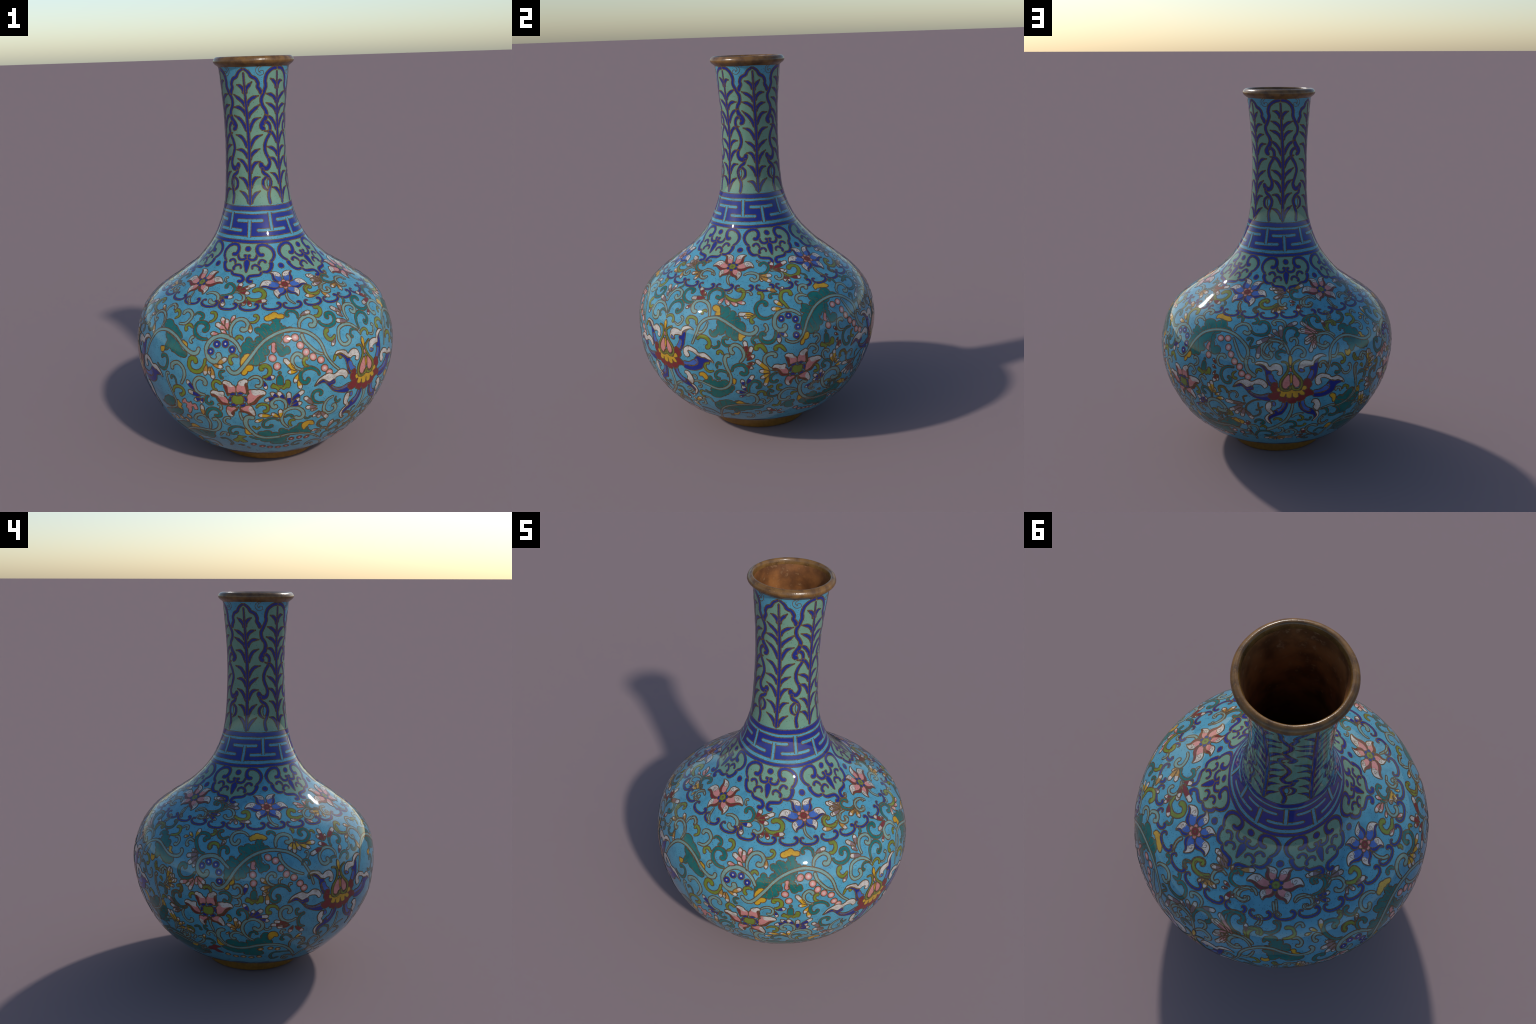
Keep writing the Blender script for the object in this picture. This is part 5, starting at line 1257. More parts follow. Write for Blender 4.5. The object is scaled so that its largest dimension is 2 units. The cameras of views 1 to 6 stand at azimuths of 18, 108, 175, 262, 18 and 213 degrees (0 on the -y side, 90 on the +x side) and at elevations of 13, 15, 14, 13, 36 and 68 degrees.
bead(PINK, (158.2, 647), 17, HEART[PINK.name])
bead(PINK, (159.4, 613), 17, HEART[PINK.name])
bead(PINK, (162.3, 600), 17, HEART[PINK.name])
bead(PINK, (142, 681), 17, HEART[PINK.name])
bead(MAUVE, (129.1, 225), 13.5, HEART[MAUVE.name])
bead(MAUVE, (132.1, 206), 13.5, HEART[MAUVE.name])
bead(MAUVE, (135.6, 199), 13.5, HEART[MAUVE.name])
bead(MAUVE, (138.3, 197), 13.5, HEART[MAUVE.name])
bead(MAUVE, (141.7, 190), 13.5, HEART[MAUVE.name])
bead(MAUVE, (151.5, 245), 13.5, HEART[MAUVE.name])
bead(MAUVE, (155.8, 235), 13.5, HEART[MAUVE.name])
bead(MAUVE, (146.6, 191), 13.5, HEART[MAUVE.name])
bead(MAUVE, (143.2, 198), 13.5, HEART[MAUVE.name])

# lotus scrolls of the belly, left third
cell(TEAL, (-151.2, 777), (-149.3, 779), (-148.7, 798), (-150.2, 804), (-151.7, 793), (-151.7, 808), (-149.8, 818), (-147.3, 819), (-146, 812), (-146.4, 802), (-144.1, 806), (-143.9, 790), (-141.5, 787), (-141.2, 771), (-141.7, 758), (-144.7, 762), (-148, 771), kind="leaf")
cell(YELLOW, (-141.2, 765), (-139.4, 765), (-139.2, 749), (-137.6, 739), (-140.2, 740), (-140.9, 756), kind="leaf_tip", base=0.00046)
cell(TEAL, (-151.9, 757), (-148, 757), (-144, 746), (-140.7, 730), (-136.4, 716), (-137.6, 693), (-139.5, 689), (-141.9, 690), (-143.7, 700), (-145.5, 718), (-146.6, 704), (-147.9, 692), (-149.2, 698), (-149.4, 719), (-150.2, 740), kind="leaf")
cell(YELLOW, (-149.4, 704), (-149, 686), (-150.6, 672), (-152.1, 682), (-152.1, 704), (-150.9, 699), kind="leaf_tip", base=0.00046)
cell(YELLOW, (-144.4, 483), (-142.9, 485), (-142.1, 451), (-144.2, 454), kind="leaf_tip", base=0.00046)
cell(YELLOW, (-160, 475), (-158.6, 485), (-156.6, 470), (-156.4, 438), (-157.4, 426), (-158.5, 454), kind="leaf_tip", base=0.00046)
cell(TEAL, (-155.8, 444), (-154.2, 464), (-152.7, 449), (-150.9, 461), (-148.9, 487), (-146.7, 487), (-145.3, 455), (-147.8, 434), (-149.9, 419), kind="leaf")
cell(TEAL, (-148.3, 414), (-145.4, 444), (-142.5, 452), (-142, 422), (-144, 399), kind="leaf")
cell(TEAL, (-110.5, 680), (-110.5, 709), (-110, 745), (-108.7, 748), (-108.5, 763), (-107.2, 764), (-106.4, 752), (-105.4, 752), (-104.6, 765), (-103.1, 775), (-104.7, 793), (-104.7, 804), (-102.2, 807), (-100.9, 817), (-98.7, 813), (-96.8, 815), (-96.1, 828), (-96, 835), (-92.9, 835), (-93.6, 824), (-92.5, 810), (-90.2, 802), (-91.3, 796), (-94.6, 790), (-95.2, 783), (-94.6, 766), (-94.5, 742), (-93.3, 729), (-92, 733), (-91.1, 723), (-91.8, 708), (-93.8, 700), (-95.3, 695), (-96, 714), (-97, 742), (-97.5, 752), (-99, 747), (-100, 739), (-101, 739), (-101, 726), (-99.7, 711), (-100, 698), (-101.2, 693), (-101.3, 674), (-103.5, 670), (-104.4, 659), (-105.9, 664), (-106, 677), (-108.4, 659), (-110.1, 655), kind="leaf")
cell(YELLOW, (-95.7, 835), (-98, 830), (-98.9, 828), (-99.7, 839), (-98.5, 848), (-97, 852), (-95.8, 857), (-94, 854), (-91.5, 847), (-90.7, 839), (-91.8, 832), (-93.5, 835), kind="leaf_tip", base=0.00046)
cell(YELLOW, (-106.7, 666), (-105.9, 647), (-106.8, 635), (-108, 635), (-108.4, 614), (-109.4, 608), (-110.2, 613), (-108.3, 640), (-106.9, 658), kind="leaf_tip", base=0.00046)
cell(PINK, (-99, 742), (-98, 747), (-97.1, 739), (-97.5, 724), (-97, 714), (-97.8, 709), (-99, 711), (-99.3, 724), kind="bead", base=0.00046)
cell(TEAL, (-149.4, 263), (-144.2, 263), (-138.7, 251), (-134.2, 237), (-139.1, 215), (-145.3, 214), (-148.9, 229), kind="leaf")
cell(YELLOW, (-133.9, 242), (-129.2, 249), (-131.5, 224), (-133.9, 225), kind="leaf_tip", base=0.00046)
cell(RED, (-124.3, 222), (-122.9, 244), (-120.8, 254), (-119, 267), (-116.9, 262), (-115.4, 256), (-118.5, 241), (-117.6, 229), (-115.6, 209), (-118.8, 207), (-120.7, 222), (-122.8, 221), kind="cloud", base=0.00046)
cell(TEAL, (-156.1, 452), (-152.9, 458), (-148.2, 488), (-146.6, 481), (-147.4, 445), (-151.7, 408), (-156, 405), kind="leaf")
cell(YELLOW, (-144.4, 482), (-143, 474), (-144.2, 450), (-145.4, 452), kind="leaf_tip", base=0.00046)
cell(TEAL, (-153, 390), (-145.4, 439), (-143.4, 426), (-145.3, 384), (-150.1, 340), (-153.9, 335), kind="leaf")
cell(YELLOW, (-116.1, 326), (-114.9, 312), (-113.7, 294), (-112.1, 279), (-115.4, 269), (-116.7, 284), kind="leaf_tip", base=0.00046)
cell(TEAL, (-114.7, 262), (-111.7, 267), (-106.4, 251), (-100.2, 262), (-95.5, 273), (-93.1, 273), (-96.6, 256), (-95.3, 242), (-93.1, 236), (-92.9, 211), (-97.2, 202), (-100.5, 206), (-103.1, 210), (-103.2, 230), (-106.8, 222), (-110.5, 232), (-113.4, 246), kind="leaf")
cell(TEAL, (-112, 305), (-109.2, 321), (-107.5, 323), (-105.3, 304), (-102.5, 304), (-101.1, 298), (-101.6, 323), (-99.7, 316), (-98, 316), (-97.2, 334), (-94.7, 336), (-94.3, 363), (-92.8, 374), (-91.5, 369), (-91.5, 342), (-90.2, 325), (-88.8, 299), (-91.6, 293), (-96.7, 284), (-101.4, 273), (-106.2, 267), (-110, 278), kind="leaf")
cell(YELLOW, (-91.5, 342), (-91.4, 366), (-89.9, 378), (-88, 374), (-86.8, 358), (-86.8, 342), (-88.5, 344), (-89.4, 329), (-90.5, 321), kind="leaf_tip", base=0.00046)
cell(TEAL, (-150.5, 260), (-144, 270), (-139.5, 265), (-136.5, 251), (-133.7, 243), (-133.4, 223), (-137.3, 222), (-141, 231), (-148.9, 206), (-150.8, 232), kind="leaf")
cell(TEAL, (-156.7, 338), (-152.7, 340), (-148, 334), (-146.3, 347), (-143.9, 356), (-143, 410), (-145.8, 424), (-147.3, 403), (-152.3, 402), (-156.6, 401), (-153.5, 388), (-153.1, 351), kind="leaf")
cell(TEAL, (-153.5, 280), (-150.7, 296), (-146.5, 305), (-139, 296), (-129.4, 249), (-139.3, 278), (-145.4, 287), (-150.2, 270), (-152.3, 256), kind="leaf")
cell(TEAL, (-148, 207), (-147.7, 245), (-144.5, 274), (-138.7, 271), (-124.6, 216), (-125.5, 197), (-128.7, 171), (-138.1, 184), (-143, 181), kind="leaf")
cell(YELLOW, (-157.5, 251), (-156.1, 278), (-153.8, 276), (-153.1, 253), (-154.3, 241), kind="leaf_tip", base=0.00046)
wire_line((-96.8, 783), (-98.8, 794))
wire_line((-100.7, 778), (-102.5, 789))
wire_line((-106.2, 717), (-108.7, 715))
wire_line((-104.4, 712), (-104.3, 689))
wire_line((-103, 726), (-103.3, 708))
wire_line((-95.6, 769), (-96, 747), (-95.5, 737))
wire_line((-147.7, 266), (-141.4, 263), (-136.7, 247))
scroll(SAGE, 9, (-162.9, 608), (-161.5, 635), (-160.5, 672), (-160.2, 705), (-158.7, 736), (-155.8, 758), (-152, 770), (-148.1, 768), (-144.4, 753), (-140.4, 735), (-137.2, 730), (-133.8, 738), (-132.7, 759), (-134, 768))
scroll(SAGE, 8, (-159.8, 687), (-157.7, 687), (-156.1, 712), (-155.1, 743))
scroll(OLIVE, 9, (-156.5, 690), (-154.3, 689), (-152.9, 666), (-153.3, 649), (-155.2, 647))
scroll(TEAL, 9, (-160.1, 636), (-158.6, 648), (-156.2, 634), (-155.3, 608), (-157.1, 597), (-158, 608))
scroll(SAGE, 8, (-154.6, 613), (-153.6, 592), (-151.7, 584), (-149.7, 598), (-149.8, 623), (-151.1, 629))
scroll(SAGE, 8, (-165.1, 638), (-165.7, 654), (-164.5, 666), (-162.9, 661), (-162.4, 640))
scroll(OLIVE, 8, (-146.7, 678), (-147.6, 662), (-146.6, 642), (-144.4, 648))
scroll(SAGE, 9, (-142.2, 633), (-143.7, 646), (-142.3, 667), (-140, 657), (-138.5, 625), (-139.3, 596), (-140.8, 579))
scroll(SAGE, 8, (-145.6, 624), (-147, 610), (-147.2, 582), (-146.1, 539), (-145.1, 499), (-145.3, 455), (-147.3, 429), (-149.1, 414))
scroll(OLIVE, 7, (-143.7, 603), (-142.6, 609), (-142.1, 589))
scroll(TEAL, 8, (-144.8, 555), (-143.5, 574), (-141.1, 566), (-139.9, 539), (-141, 533))
scroll(TEAL, 9, (-132.4, 537), (-131.6, 547), (-133.8, 559), (-136, 543), (-135.2, 506), (-131.7, 475), (-128.6, 484))
scroll(OLIVE, 8, (-133.2, 589), (-131.2, 595), (-130.9, 572), (-132.3, 556))
scroll(OLIVE, 8, (-143.1, 492), (-142.2, 510), (-140, 503))
scroll(OLIVE, 8, (-153.4, 496), (-152.3, 514), (-150.1, 501), (-150.6, 488))
scroll(SAGE, 8, (-156.9, 495), (-156.7, 512), (-154.8, 507), (-154.2, 485))
scroll(TEAL, 10, (-162.4, 805), (-166, 815), (-169.2, 836), (-169.5, 858), (-165.1, 873), (-161.1, 865), (-161.4, 848))
scroll(SAGE, 9, (-156.2, 760), (-157.8, 783), (-160.5, 795), (-165.2, 792), (-166.9, 770), (-164.8, 747), (-161.9, 738), (-159.9, 750))
scroll(OLIVE, 9, (-158.4, 801), (-159.3, 825), (-156.4, 840), (-154, 834), (-154.2, 820))
scroll(TEAL, 9, (-147.6, 868), (-145.5, 859), (-145.6, 842), (-148.4, 832), (-151.6, 831))
scroll(SAGE, 8, (-156.5, 868), (-154.9, 876), (-153.7, 865), (-155.5, 849))
scroll(OLIVE, 9, (-142.3, 843), (-141.6, 849), (-139.4, 845), (-138.8, 826), (-140.8, 815), (-143.9, 810))
scroll(SAGE, 8, (-138.6, 846), (-137.2, 857), (-135.2, 858), (-134.7, 844))
scroll(SAGE, 9, (-140.3, 809), (-137.9, 811), (-136.5, 796), (-137.4, 780), (-139.1, 782))
scroll(SAGE, 9, (-127.8, 807), (-129.9, 814), (-131.6, 806), (-131.4, 790), (-130, 790))
scroll(TEAL, 11, (-121.3, 815), (-122.3, 823), (-120.4, 831), (-121.4, 842), (-124.4, 845), (-126.6, 836), (-126.9, 815), (-125.4, 789), (-123.3, 770), (-120.5, 764))
scroll(OLIVE, 9, (-119.8, 841), (-117.8, 847), (-117.6, 858), (-119, 859))
scroll(TEAL, 9, (-113.4, 859), (-115.4, 860), (-115.9, 848), (-114.2, 834), (-112.1, 833))
scroll(OLIVE, 11, (-117.9, 790), (-119.1, 794), (-118.6, 808), (-116.3, 812), (-114.7, 805), (-114.2, 791))
scroll(TEAL, 9, (-113.2, 759), (-113.7, 780), (-113.1, 797), (-111.2, 803))
scroll(SAGE, 13, (-108.4, 710), (-110.8, 731), (-113.1, 752), (-115.9, 761), (-118.9, 758), (-121.8, 745), (-123.1, 720), (-123, 693), (-121.3, 671), (-119.6, 666), (-118.4, 681), (-119.1, 694))
scroll(TEAL, 11, (-129.3, 682), (-129.3, 702), (-131.2, 703), (-132.4, 684), (-132, 657), (-130, 638), (-127, 642), (-124.8, 660), (-123.9, 678))
scroll(OLIVE, 9, (-131.7, 599), (-130.8, 592), (-130.9, 571))
scroll(OLIVE, 10, (-118.8, 607), (-117.7, 612), (-116.4, 602))
scroll(SAGE, 8, (-145, 614), (-146.3, 613), (-146.4, 579), (-146.3, 529))
scroll(OLIVE, 8, (-146.7, 672), (-146.3, 652), (-144.8, 642), (-143.2, 646))
scroll(SAGE, 9, (-141.5, 630), (-142, 647), (-140.7, 662), (-138.7, 652), (-138.1, 622), (-138.8, 590), (-141.1, 574))
scroll(SAGE, 10, (-71.3, 617), (-72.8, 670), (-74.9, 714), (-76.7, 742), (-78.6, 760), (-82, 780), (-85.1, 788), (-88.7, 793), (-92.8, 789), (-96.8, 778), (-100.5, 759), (-103.5, 733), (-106.1, 701), (-108.1, 662), (-110, 630), (-112.2, 614), (-114.2, 617), (-115.8, 638))
scroll(SAGE, 9, (-86.3, 778), (-86, 753), (-84.4, 727), (-82, 704), (-78.9, 687), (-75.8, 675))
scroll(SAGE, 10, (-99.7, 845), (-101.7, 858), (-104.8, 861), (-107.4, 854), (-108.6, 836), (-107.9, 819), (-106.1, 815), (-104.8, 827), (-105.4, 833))
scroll(TEAL, 9, (-113, 862), (-115.1, 858), (-115.2, 843), (-113, 831), (-109.9, 842))
scroll(OLIVE, 9, (-119.9, 841), (-118.1, 845), (-118, 858))
scroll(TEAL, 10, (-113.3, 760), (-113.8, 783), (-112.7, 800), (-110.4, 799), (-109.7, 784), (-110.7, 776))
scroll(OLIVE, 11, (-118.2, 788), (-118.6, 802), (-117, 812), (-114.9, 807), (-114.3, 792))
scroll(SAGE, 12, (-87.2, 802), (-86.8, 826), (-84.8, 845), (-81.6, 850), (-79, 840), (-79.2, 822), (-81.1, 819), (-82, 826))
scroll(TEAL, 9, (-86.3, 846), (-87, 859), (-89.4, 862), (-90, 851))
scroll(OLIVE, 8, (-76.9, 851), (-76.1, 864), (-77.6, 866))
scroll(SAGE, 9, (-88.9, 669), (-88.9, 685), (-90.6, 691), (-92.1, 676), (-92.1, 654), (-90.6, 637), (-88.6, 633))
scroll(SAGE, 7, (-86.9, 637), (-86.9, 659), (-85.4, 666))
scroll(SAGE, 7, (-82.7, 622), (-82.4, 636), (-81.2, 635))
scroll(SAGE, 10, (-105.3, 617), (-105.8, 628), (-104.3, 634), (-102.8, 618), (-102.8, 589))
scroll(TEAL, 10, (-71.9, 841), (-73.4, 846), (-72.6, 859), (-69.9, 862), (-68.3, 848), (-69.4, 829), (-72.4, 816), (-75.3, 819), (-77.6, 828))
scroll(OLIVE, 7, (-67.2, 849), (-65.5, 852), (-65.1, 840))
scroll(TEAL, 10, (-58.9, 774), (-59, 797), (-57.4, 817), (-54.3, 824), (-52, 812), (-51.9, 794), (-53.6, 784), (-54.7, 792))
scroll(SAGE, 10, (-57.8, 729), (-58.1, 751), (-60.1, 771), (-63, 776), (-65.8, 765), (-67.2, 742), (-66.5, 714), (-64.5, 705), (-62.7, 715), (-63.6, 733))
scroll(TEAL, 7, (-57.6, 723), (-59.6, 728), (-61.5, 721), (-61.2, 704))
scroll(TEAL, 8, (-56.1, 712), (-53.8, 734), (-51.2, 736), (-49.9, 716), (-51.7, 698))
scroll(SAGE, 8, (-48.6, 774), (-47.2, 779), (-47.2, 760), (-48.1, 745), (-50.1, 742))
scroll(TEAL, 8, (-45.5, 755), (-45.8, 734), (-43.5, 728), (-41.4, 745), (-41.5, 770))
scroll(OLIVE, 9, (-45.7, 843), (-46, 856), (-48, 857), (-50.5, 839), (-50, 821), (-47.4, 811), (-43.6, 810))
scroll(SAGE, 9, (-35, 761), (-34.4, 791), (-36.5, 813), (-40.3, 819), (-43, 806), (-43.1, 783), (-41.3, 778), (-40.9, 791))
scroll(TEAL, 7, (-76.4, 716), (-75.6, 736), (-73.5, 738), (-72.7, 719), (-73.6, 715))
scroll(SAGE, 7, (-74.2, 770), (-72.6, 773), (-72.9, 753), (-74, 744))
scroll(TEAL, 8, (-69.5, 670), (-71.7, 679), (-73.5, 666), (-73, 648))
scroll(SAGE, 8, (-37, 844), (-35.6, 856), (-32.9, 848), (-32.8, 837))
scroll(TEAL, 10, (-132.1, 528), (-131.6, 549), (-133, 560), (-135.2, 545), (-136, 514), (-134.8, 489), (-132.1, 477), (-128.4, 489))
scroll(OLIVE, 9, (-132.2, 596), (-130.6, 594), (-130.4, 573), (-131.8, 554))
scroll(SAGE, 10, (-130.6, 472), (-131.7, 449), (-131.5, 419), (-129.7, 400), (-127.5, 409), (-127.5, 427))
scroll(OLIVE, 9, (-125.9, 540), (-126.3, 555), (-125.1, 570), (-123.7, 566))
scroll(OLIVE, 11, (-118.9, 599), (-118.9, 611), (-117.4, 616), (-116.3, 603), (-116.3, 585))
scroll(TEAL, 10, (-112.5, 584), (-110.7, 595), (-108.7, 591), (-107.5, 571), (-108.4, 546), (-110.1, 548), (-109.8, 560))
scroll(OLIVE, 9, (-109.9, 469), (-108.7, 467), (-108.3, 447), (-109.7, 439))
scroll(SAGE, 9, (-141.5, 312), (-139.2, 355), (-140.2, 384), (-143.8, 379), (-144, 367))
scroll(SAGE, 10, (-139.6, 323), (-134.7, 344), (-132.3, 325), (-133.1, 291), (-136.2, 276), (-136.3, 296), (-134.6, 297))
scroll(OLIVE, 10, (-130.3, 369), (-131.3, 358), (-129.5, 364), (-128.5, 351), (-129.6, 329), (-131.9, 334))
scroll(TEAL, 9, (-127.2, 374), (-124.5, 381), (-123.9, 356))
scroll(TEAL, 9, (-119.8, 392), (-121.3, 392), (-121.4, 374), (-120.1, 365))
scroll(SAGE, 9, (-119.9, 331), (-120.8, 344), (-118.7, 360), (-116.9, 345), (-116.7, 325))
scroll(SAGE, 8, (-126.9, 301), (-124.9, 311), (-124.2, 292), (-126, 271), (-129.4, 252), (-133.5, 248), (-138.3, 257), (-143.7, 269), (-151, 264))
scroll(TEAL, 8, (-123.3, 298), (-120.5, 305), (-118.4, 289), (-119.5, 274), (-120.6, 280))
scroll(SAGE, 7, (-128.1, 234), (-125.6, 246), (-125.9, 227), (-128, 216))
scroll(SAGE, 8, (-118, 437), (-117.9, 406), (-116.9, 364))
scroll(TEAL, 8, (-143.8, 563), (-141, 566), (-139.4, 549), (-140, 531), (-141.1, 534))
scroll(SAGE, 8, (-146.8, 566), (-146.2, 546), (-145.6, 517), (-145.1, 486), (-147.2, 439), (-150.6, 409), (-156.8, 395))
scroll(OLIVE, 8, (-143.2, 496), (-142, 512), (-140.2, 505))
scroll(SAGE, 12, (-111.7, 376), (-112.7, 382), (-114.5, 372), (-115.4, 344), (-114.8, 317), (-113.2, 290), (-110.4, 273), (-106.3, 263), (-101.4, 268), (-96.7, 282), (-91.5, 289), (-86.8, 285), (-82.2, 268), (-78, 235), (-73.5, 185))
scroll(SAGE, 11, (-98, 320), (-100.8, 340), (-102.8, 370), (-103.4, 403), (-102.3, 435), (-100.2, 452), (-97.5, 456), (-95, 439), (-94.2, 415), (-95.5, 393), (-97.6, 397), (-97.8, 412))
scroll(TEAL, 9, (-101, 452), (-100.6, 478), (-101.7, 504), (-103.9, 506), (-104.7, 489), (-103.8, 474))
scroll(SAGE, 8, (-93.7, 404), (-92.4, 392), (-90.8, 399), (-91.1, 410))
scroll(TEAL, 8, (-100.2, 344), (-99.7, 371), (-97.6, 379), (-96.5, 360))
scroll(SAGE, 9, (-106.6, 332), (-108.3, 330), (-109.1, 349), (-107.4, 370), (-104.7, 369), (-103.2, 354))
scroll(SAGE, 10, (-105.6, 614), (-105.8, 628), (-104.2, 631), (-102.9, 612), (-103.1, 589), (-104.8, 574), (-107, 577))
scroll(SAGE, 8, (-104.4, 567), (-103.4, 553), (-104, 531), (-106, 530))
scroll(OLIVE, 11, (-90.2, 493), (-91.9, 491), (-92.1, 513), (-90.7, 528), (-88.4, 523), (-87.2, 503))
scroll(SAGE, 11, (-83.1, 480), (-81.9, 497), (-82.9, 515), (-85, 514), (-86.5, 493), (-86.2, 460), (-84.3, 438), (-81.6, 435), (-78.8, 450))
scroll(SAGE, 8, (-84.2, 355), (-85.5, 368), (-85.1, 382), (-83.5, 380))
scroll(TEAL, 8, (-83.2, 313), (-84.8, 324), (-84.1, 347), (-81.6, 347), (-79.2, 319))
scroll(SAGE, 9, (-79.1, 260), (-79.5, 295), (-77.3, 315), (-74.1, 313), (-72.3, 288), (-74.1, 276))
scroll(TEAL, 9, (-77.4, 220), (-81.6, 223), (-86.9, 221), (-88.3, 191), (-86.3, 165), (-83, 178))
scroll(SAGE, 8, (-72.7, 172), (-77.3, 183), (-80.3, 167), (-77.9, 149), (-76.3, 164))
scroll(TEAL, 10, (-82, 596), (-83.8, 621), (-86.7, 632), (-89.4, 622), (-90.9, 597), (-90.9, 568), (-89.2, 548), (-87.2, 556), (-87.2, 577), (-88.4, 578))
scroll(TEAL, 8, (-78, 498), (-79.3, 494), (-78.9, 470), (-77, 471))
scroll(TEAL, 9, (-74.4, 390), (-77.2, 403), (-78.1, 432), (-77.2, 461), (-75.2, 474))
scroll(SAGE, 5, (-147.6, 332), (-146.6, 319), (-147.5, 295))
scroll(SAGE, 5, (-125.9, 232), (-125.3, 248), (-127.9, 235), (-128.6, 208), (-127.3, 189), (-126.9, 173))
scroll(TEAL, 5, (-130.5, 212), (-129.5, 195), (-127.3, 196), (-125, 199), (-125.5, 181))
scroll(SAGE, 5, (-139.5, 171), (-136.4, 159), (-131.9, 164), (-127.6, 185))
scroll(SAGE, 9, (-56.8, 433), (-56.2, 391), (-56.1, 342), (-57.7, 309), (-60.7, 272), (-64.3, 227), (-68.7, 199), (-71.1, 167))
scroll(SAGE, 7, (-54.9, 330), (-53.4, 352), (-50.1, 364))
scroll(TEAL, 8, (-62.9, 327), (-63.9, 311), (-65.4, 324), (-65.3, 354), (-62.9, 365), (-59.9, 350), (-58.1, 316))
scroll(TEAL, 7, (-55, 328), (-52, 322), (-49.9, 299), (-52.9, 282))
scroll(SAGE, 7, (-67.8, 261), (-68.5, 285), (-66.6, 304), (-63.7, 298), (-62.3, 277), (-64.2, 267))
scroll(TEAL, 7, (-70.9, 237), (-72.2, 235), (-73.1, 249), (-71.1, 261), (-68.4, 254), (-66.3, 230), (-67.2, 208))
scroll(SAGE, 7, (-79.2, 256), (-79.4, 288), (-78.2, 311), (-75.7, 316), (-73, 310), (-71.8, 294), (-72.1, 272), (-74.5, 272))
scroll(TEAL, 6, (-59.3, 234), (-58.1, 246), (-56.4, 240))
scroll(TEAL, 5, (-59.8, 205), (-57.4, 212), (-54.3, 215))
scroll(SAGE, 7, (-61.4, 161), (-59.5, 178), (-60.2, 197), (-64.2, 211), (-66.6, 199))
scroll(SAGE, 7, (-76.9, 159), (-78.4, 159), (-80.3, 179), (-77.8, 188), (-73.4, 174), (-71.5, 157))
scroll(TEAL, 9, (-156.9, 398), (-154.2, 386), (-152.5, 358), (-153.7, 334), (-156.2, 337), (-157.9, 351))
scroll(TEAL, 9, (-163.4, 396), (-160.8, 394), (-159.1, 368), (-159.8, 351), (-161.9, 347))
scroll(SAGE, 9, (-157.2, 306), (-157.9, 294), (-160.7, 291), (-162.4, 310), (-162.1, 338), (-159.6, 346))
scroll(SAGE, 9, (-162.1, 274), (-165.3, 290), (-168.2, 283), (-168.6, 252), (-165.3, 221), (-161, 203))
scroll(SAGE, 7, (-157.1, 177), (-155.4, 228), (-152.6, 262), (-148.4, 288), (-142.8, 287), (-135.5, 270), (-122.8, 219))
scroll(TEAL, 8, (-162.5, 226), (-162.3, 243), (-160.2, 253), (-156.9, 238))
scroll(SAGE, 7, (-152, 204), (-150.7, 229))
scroll(TEAL, 8, (-159.1, 176), (-162.6, 208), (-166.9, 206), (-168.2, 181), (-164.6, 171))
scroll(SAGE, 9, (-138.7, 299), (-136.7, 319), (-136.3, 345), (-140.3, 383), (-142.6, 378))
scroll(SAGE, 7, (-130.3, 275), (-135.2, 309), (-133.3, 324), (-128.7, 313), (-129.2, 297), (-130.5, 289))
drop(YELLOW, WHITE, (-138.5, 619), (-137.6, 676))
drop(YELLOW, WHITE, (-138, 602), (-135.7, 646))
drop(YELLOW, WHITE, (-138, 595), (-134.1, 623))
drop(YELLOW, WHITE, (-138.3, 584), (-135.1, 583))
drop(YELLOW, WHITE, (-139.9, 573), (-137.2, 560))
drop(MAUVE, WHITE, (-135.6, 487), (-139.2, 517))
drop(MAUVE, WHITE, (-133.3, 460), (-138.5, 477))
drop(MAUVE, WHITE, (-133.4, 450), (-136.5, 441))
drop(PINK, WHITE, (-166.7, 802), (-174.2, 818))
drop(PINK, WHITE, (-166.5, 797), (-171.5, 772))
drop(YELLOW, WHITE, (-131.9, 823), (-134.8, 818))
drop(YELLOW, WHITE, (-129.4, 824), (-132.4, 838))
drop(YELLOW, WHITE, (-127.8, 826), (-126.7, 859))
drop(MAUVE, WHITE, (-113.5, 803), (-111.8, 822))
drop(MAUVE, WHITE, (-124.2, 769), (-127.7, 773))
drop(MAUVE, WHITE, (-123.9, 760), (-129.8, 744))
drop(MAUVE, WHITE, (-123.7, 750), (-128.2, 710))
drop(MAUVE, WHITE, (-124.6, 736), (-125.3, 696))
drop(PINK, WHITE, (-126.6, 628), (-131.5, 613))
drop(PINK, WHITE, (-124.4, 647), (-128, 602))
drop(PINK, WHITE, (-124.1, 641), (-126.4, 582))
drop(PINK, WHITE, (-123, 658), (-123, 614))
drop(PINK, WHITE, (-122.6, 658), (-118.7, 627))
drop(PINK, WHITE, (-122.3, 647), (-120.2, 600))
drop(YELLOW, WHITE, (-137, 622), (-136.7, 672))
drop(YELLOW, WHITE, (-137, 607), (-134.7, 645))
drop(YELLOW, WHITE, (-136.3, 599), (-133, 623))
drop(YELLOW, WHITE, (-137.7, 583), (-134.5, 583))
drop(YELLOW, WHITE, (-138.9, 571), (-137.2, 567))
drop(MAUVE, WHITE, (-113.3, 802), (-111.3, 828))
drop(YELLOW, WHITE, (-78.8, 817), (-81.4, 786))
drop(YELLOW, WHITE, (-78, 816), (-79, 771))
drop(YELLOW, WHITE, (-77, 818), (-75.8, 781))
drop(AMBER, WHITE, (-92.1, 640), (-95, 669))
drop(AMBER, WHITE, (-90.6, 628), (-94.9, 616))
drop(AMBER, WHITE, (-91.8, 618), (-93.9, 589))
drop(NAVY, WHITE, (-101.8, 589), (-100.7, 642))
drop(YELLOW, WHITE, (-75.5, 807), (-70.6, 786))
drop(YELLOW, WHITE, (-72.2, 806), (-67, 808))
drop(RED, WHITE, (-61.8, 804), (-61.9, 854))
drop(RED, WHITE, (-62.7, 806), (-64.7, 832))
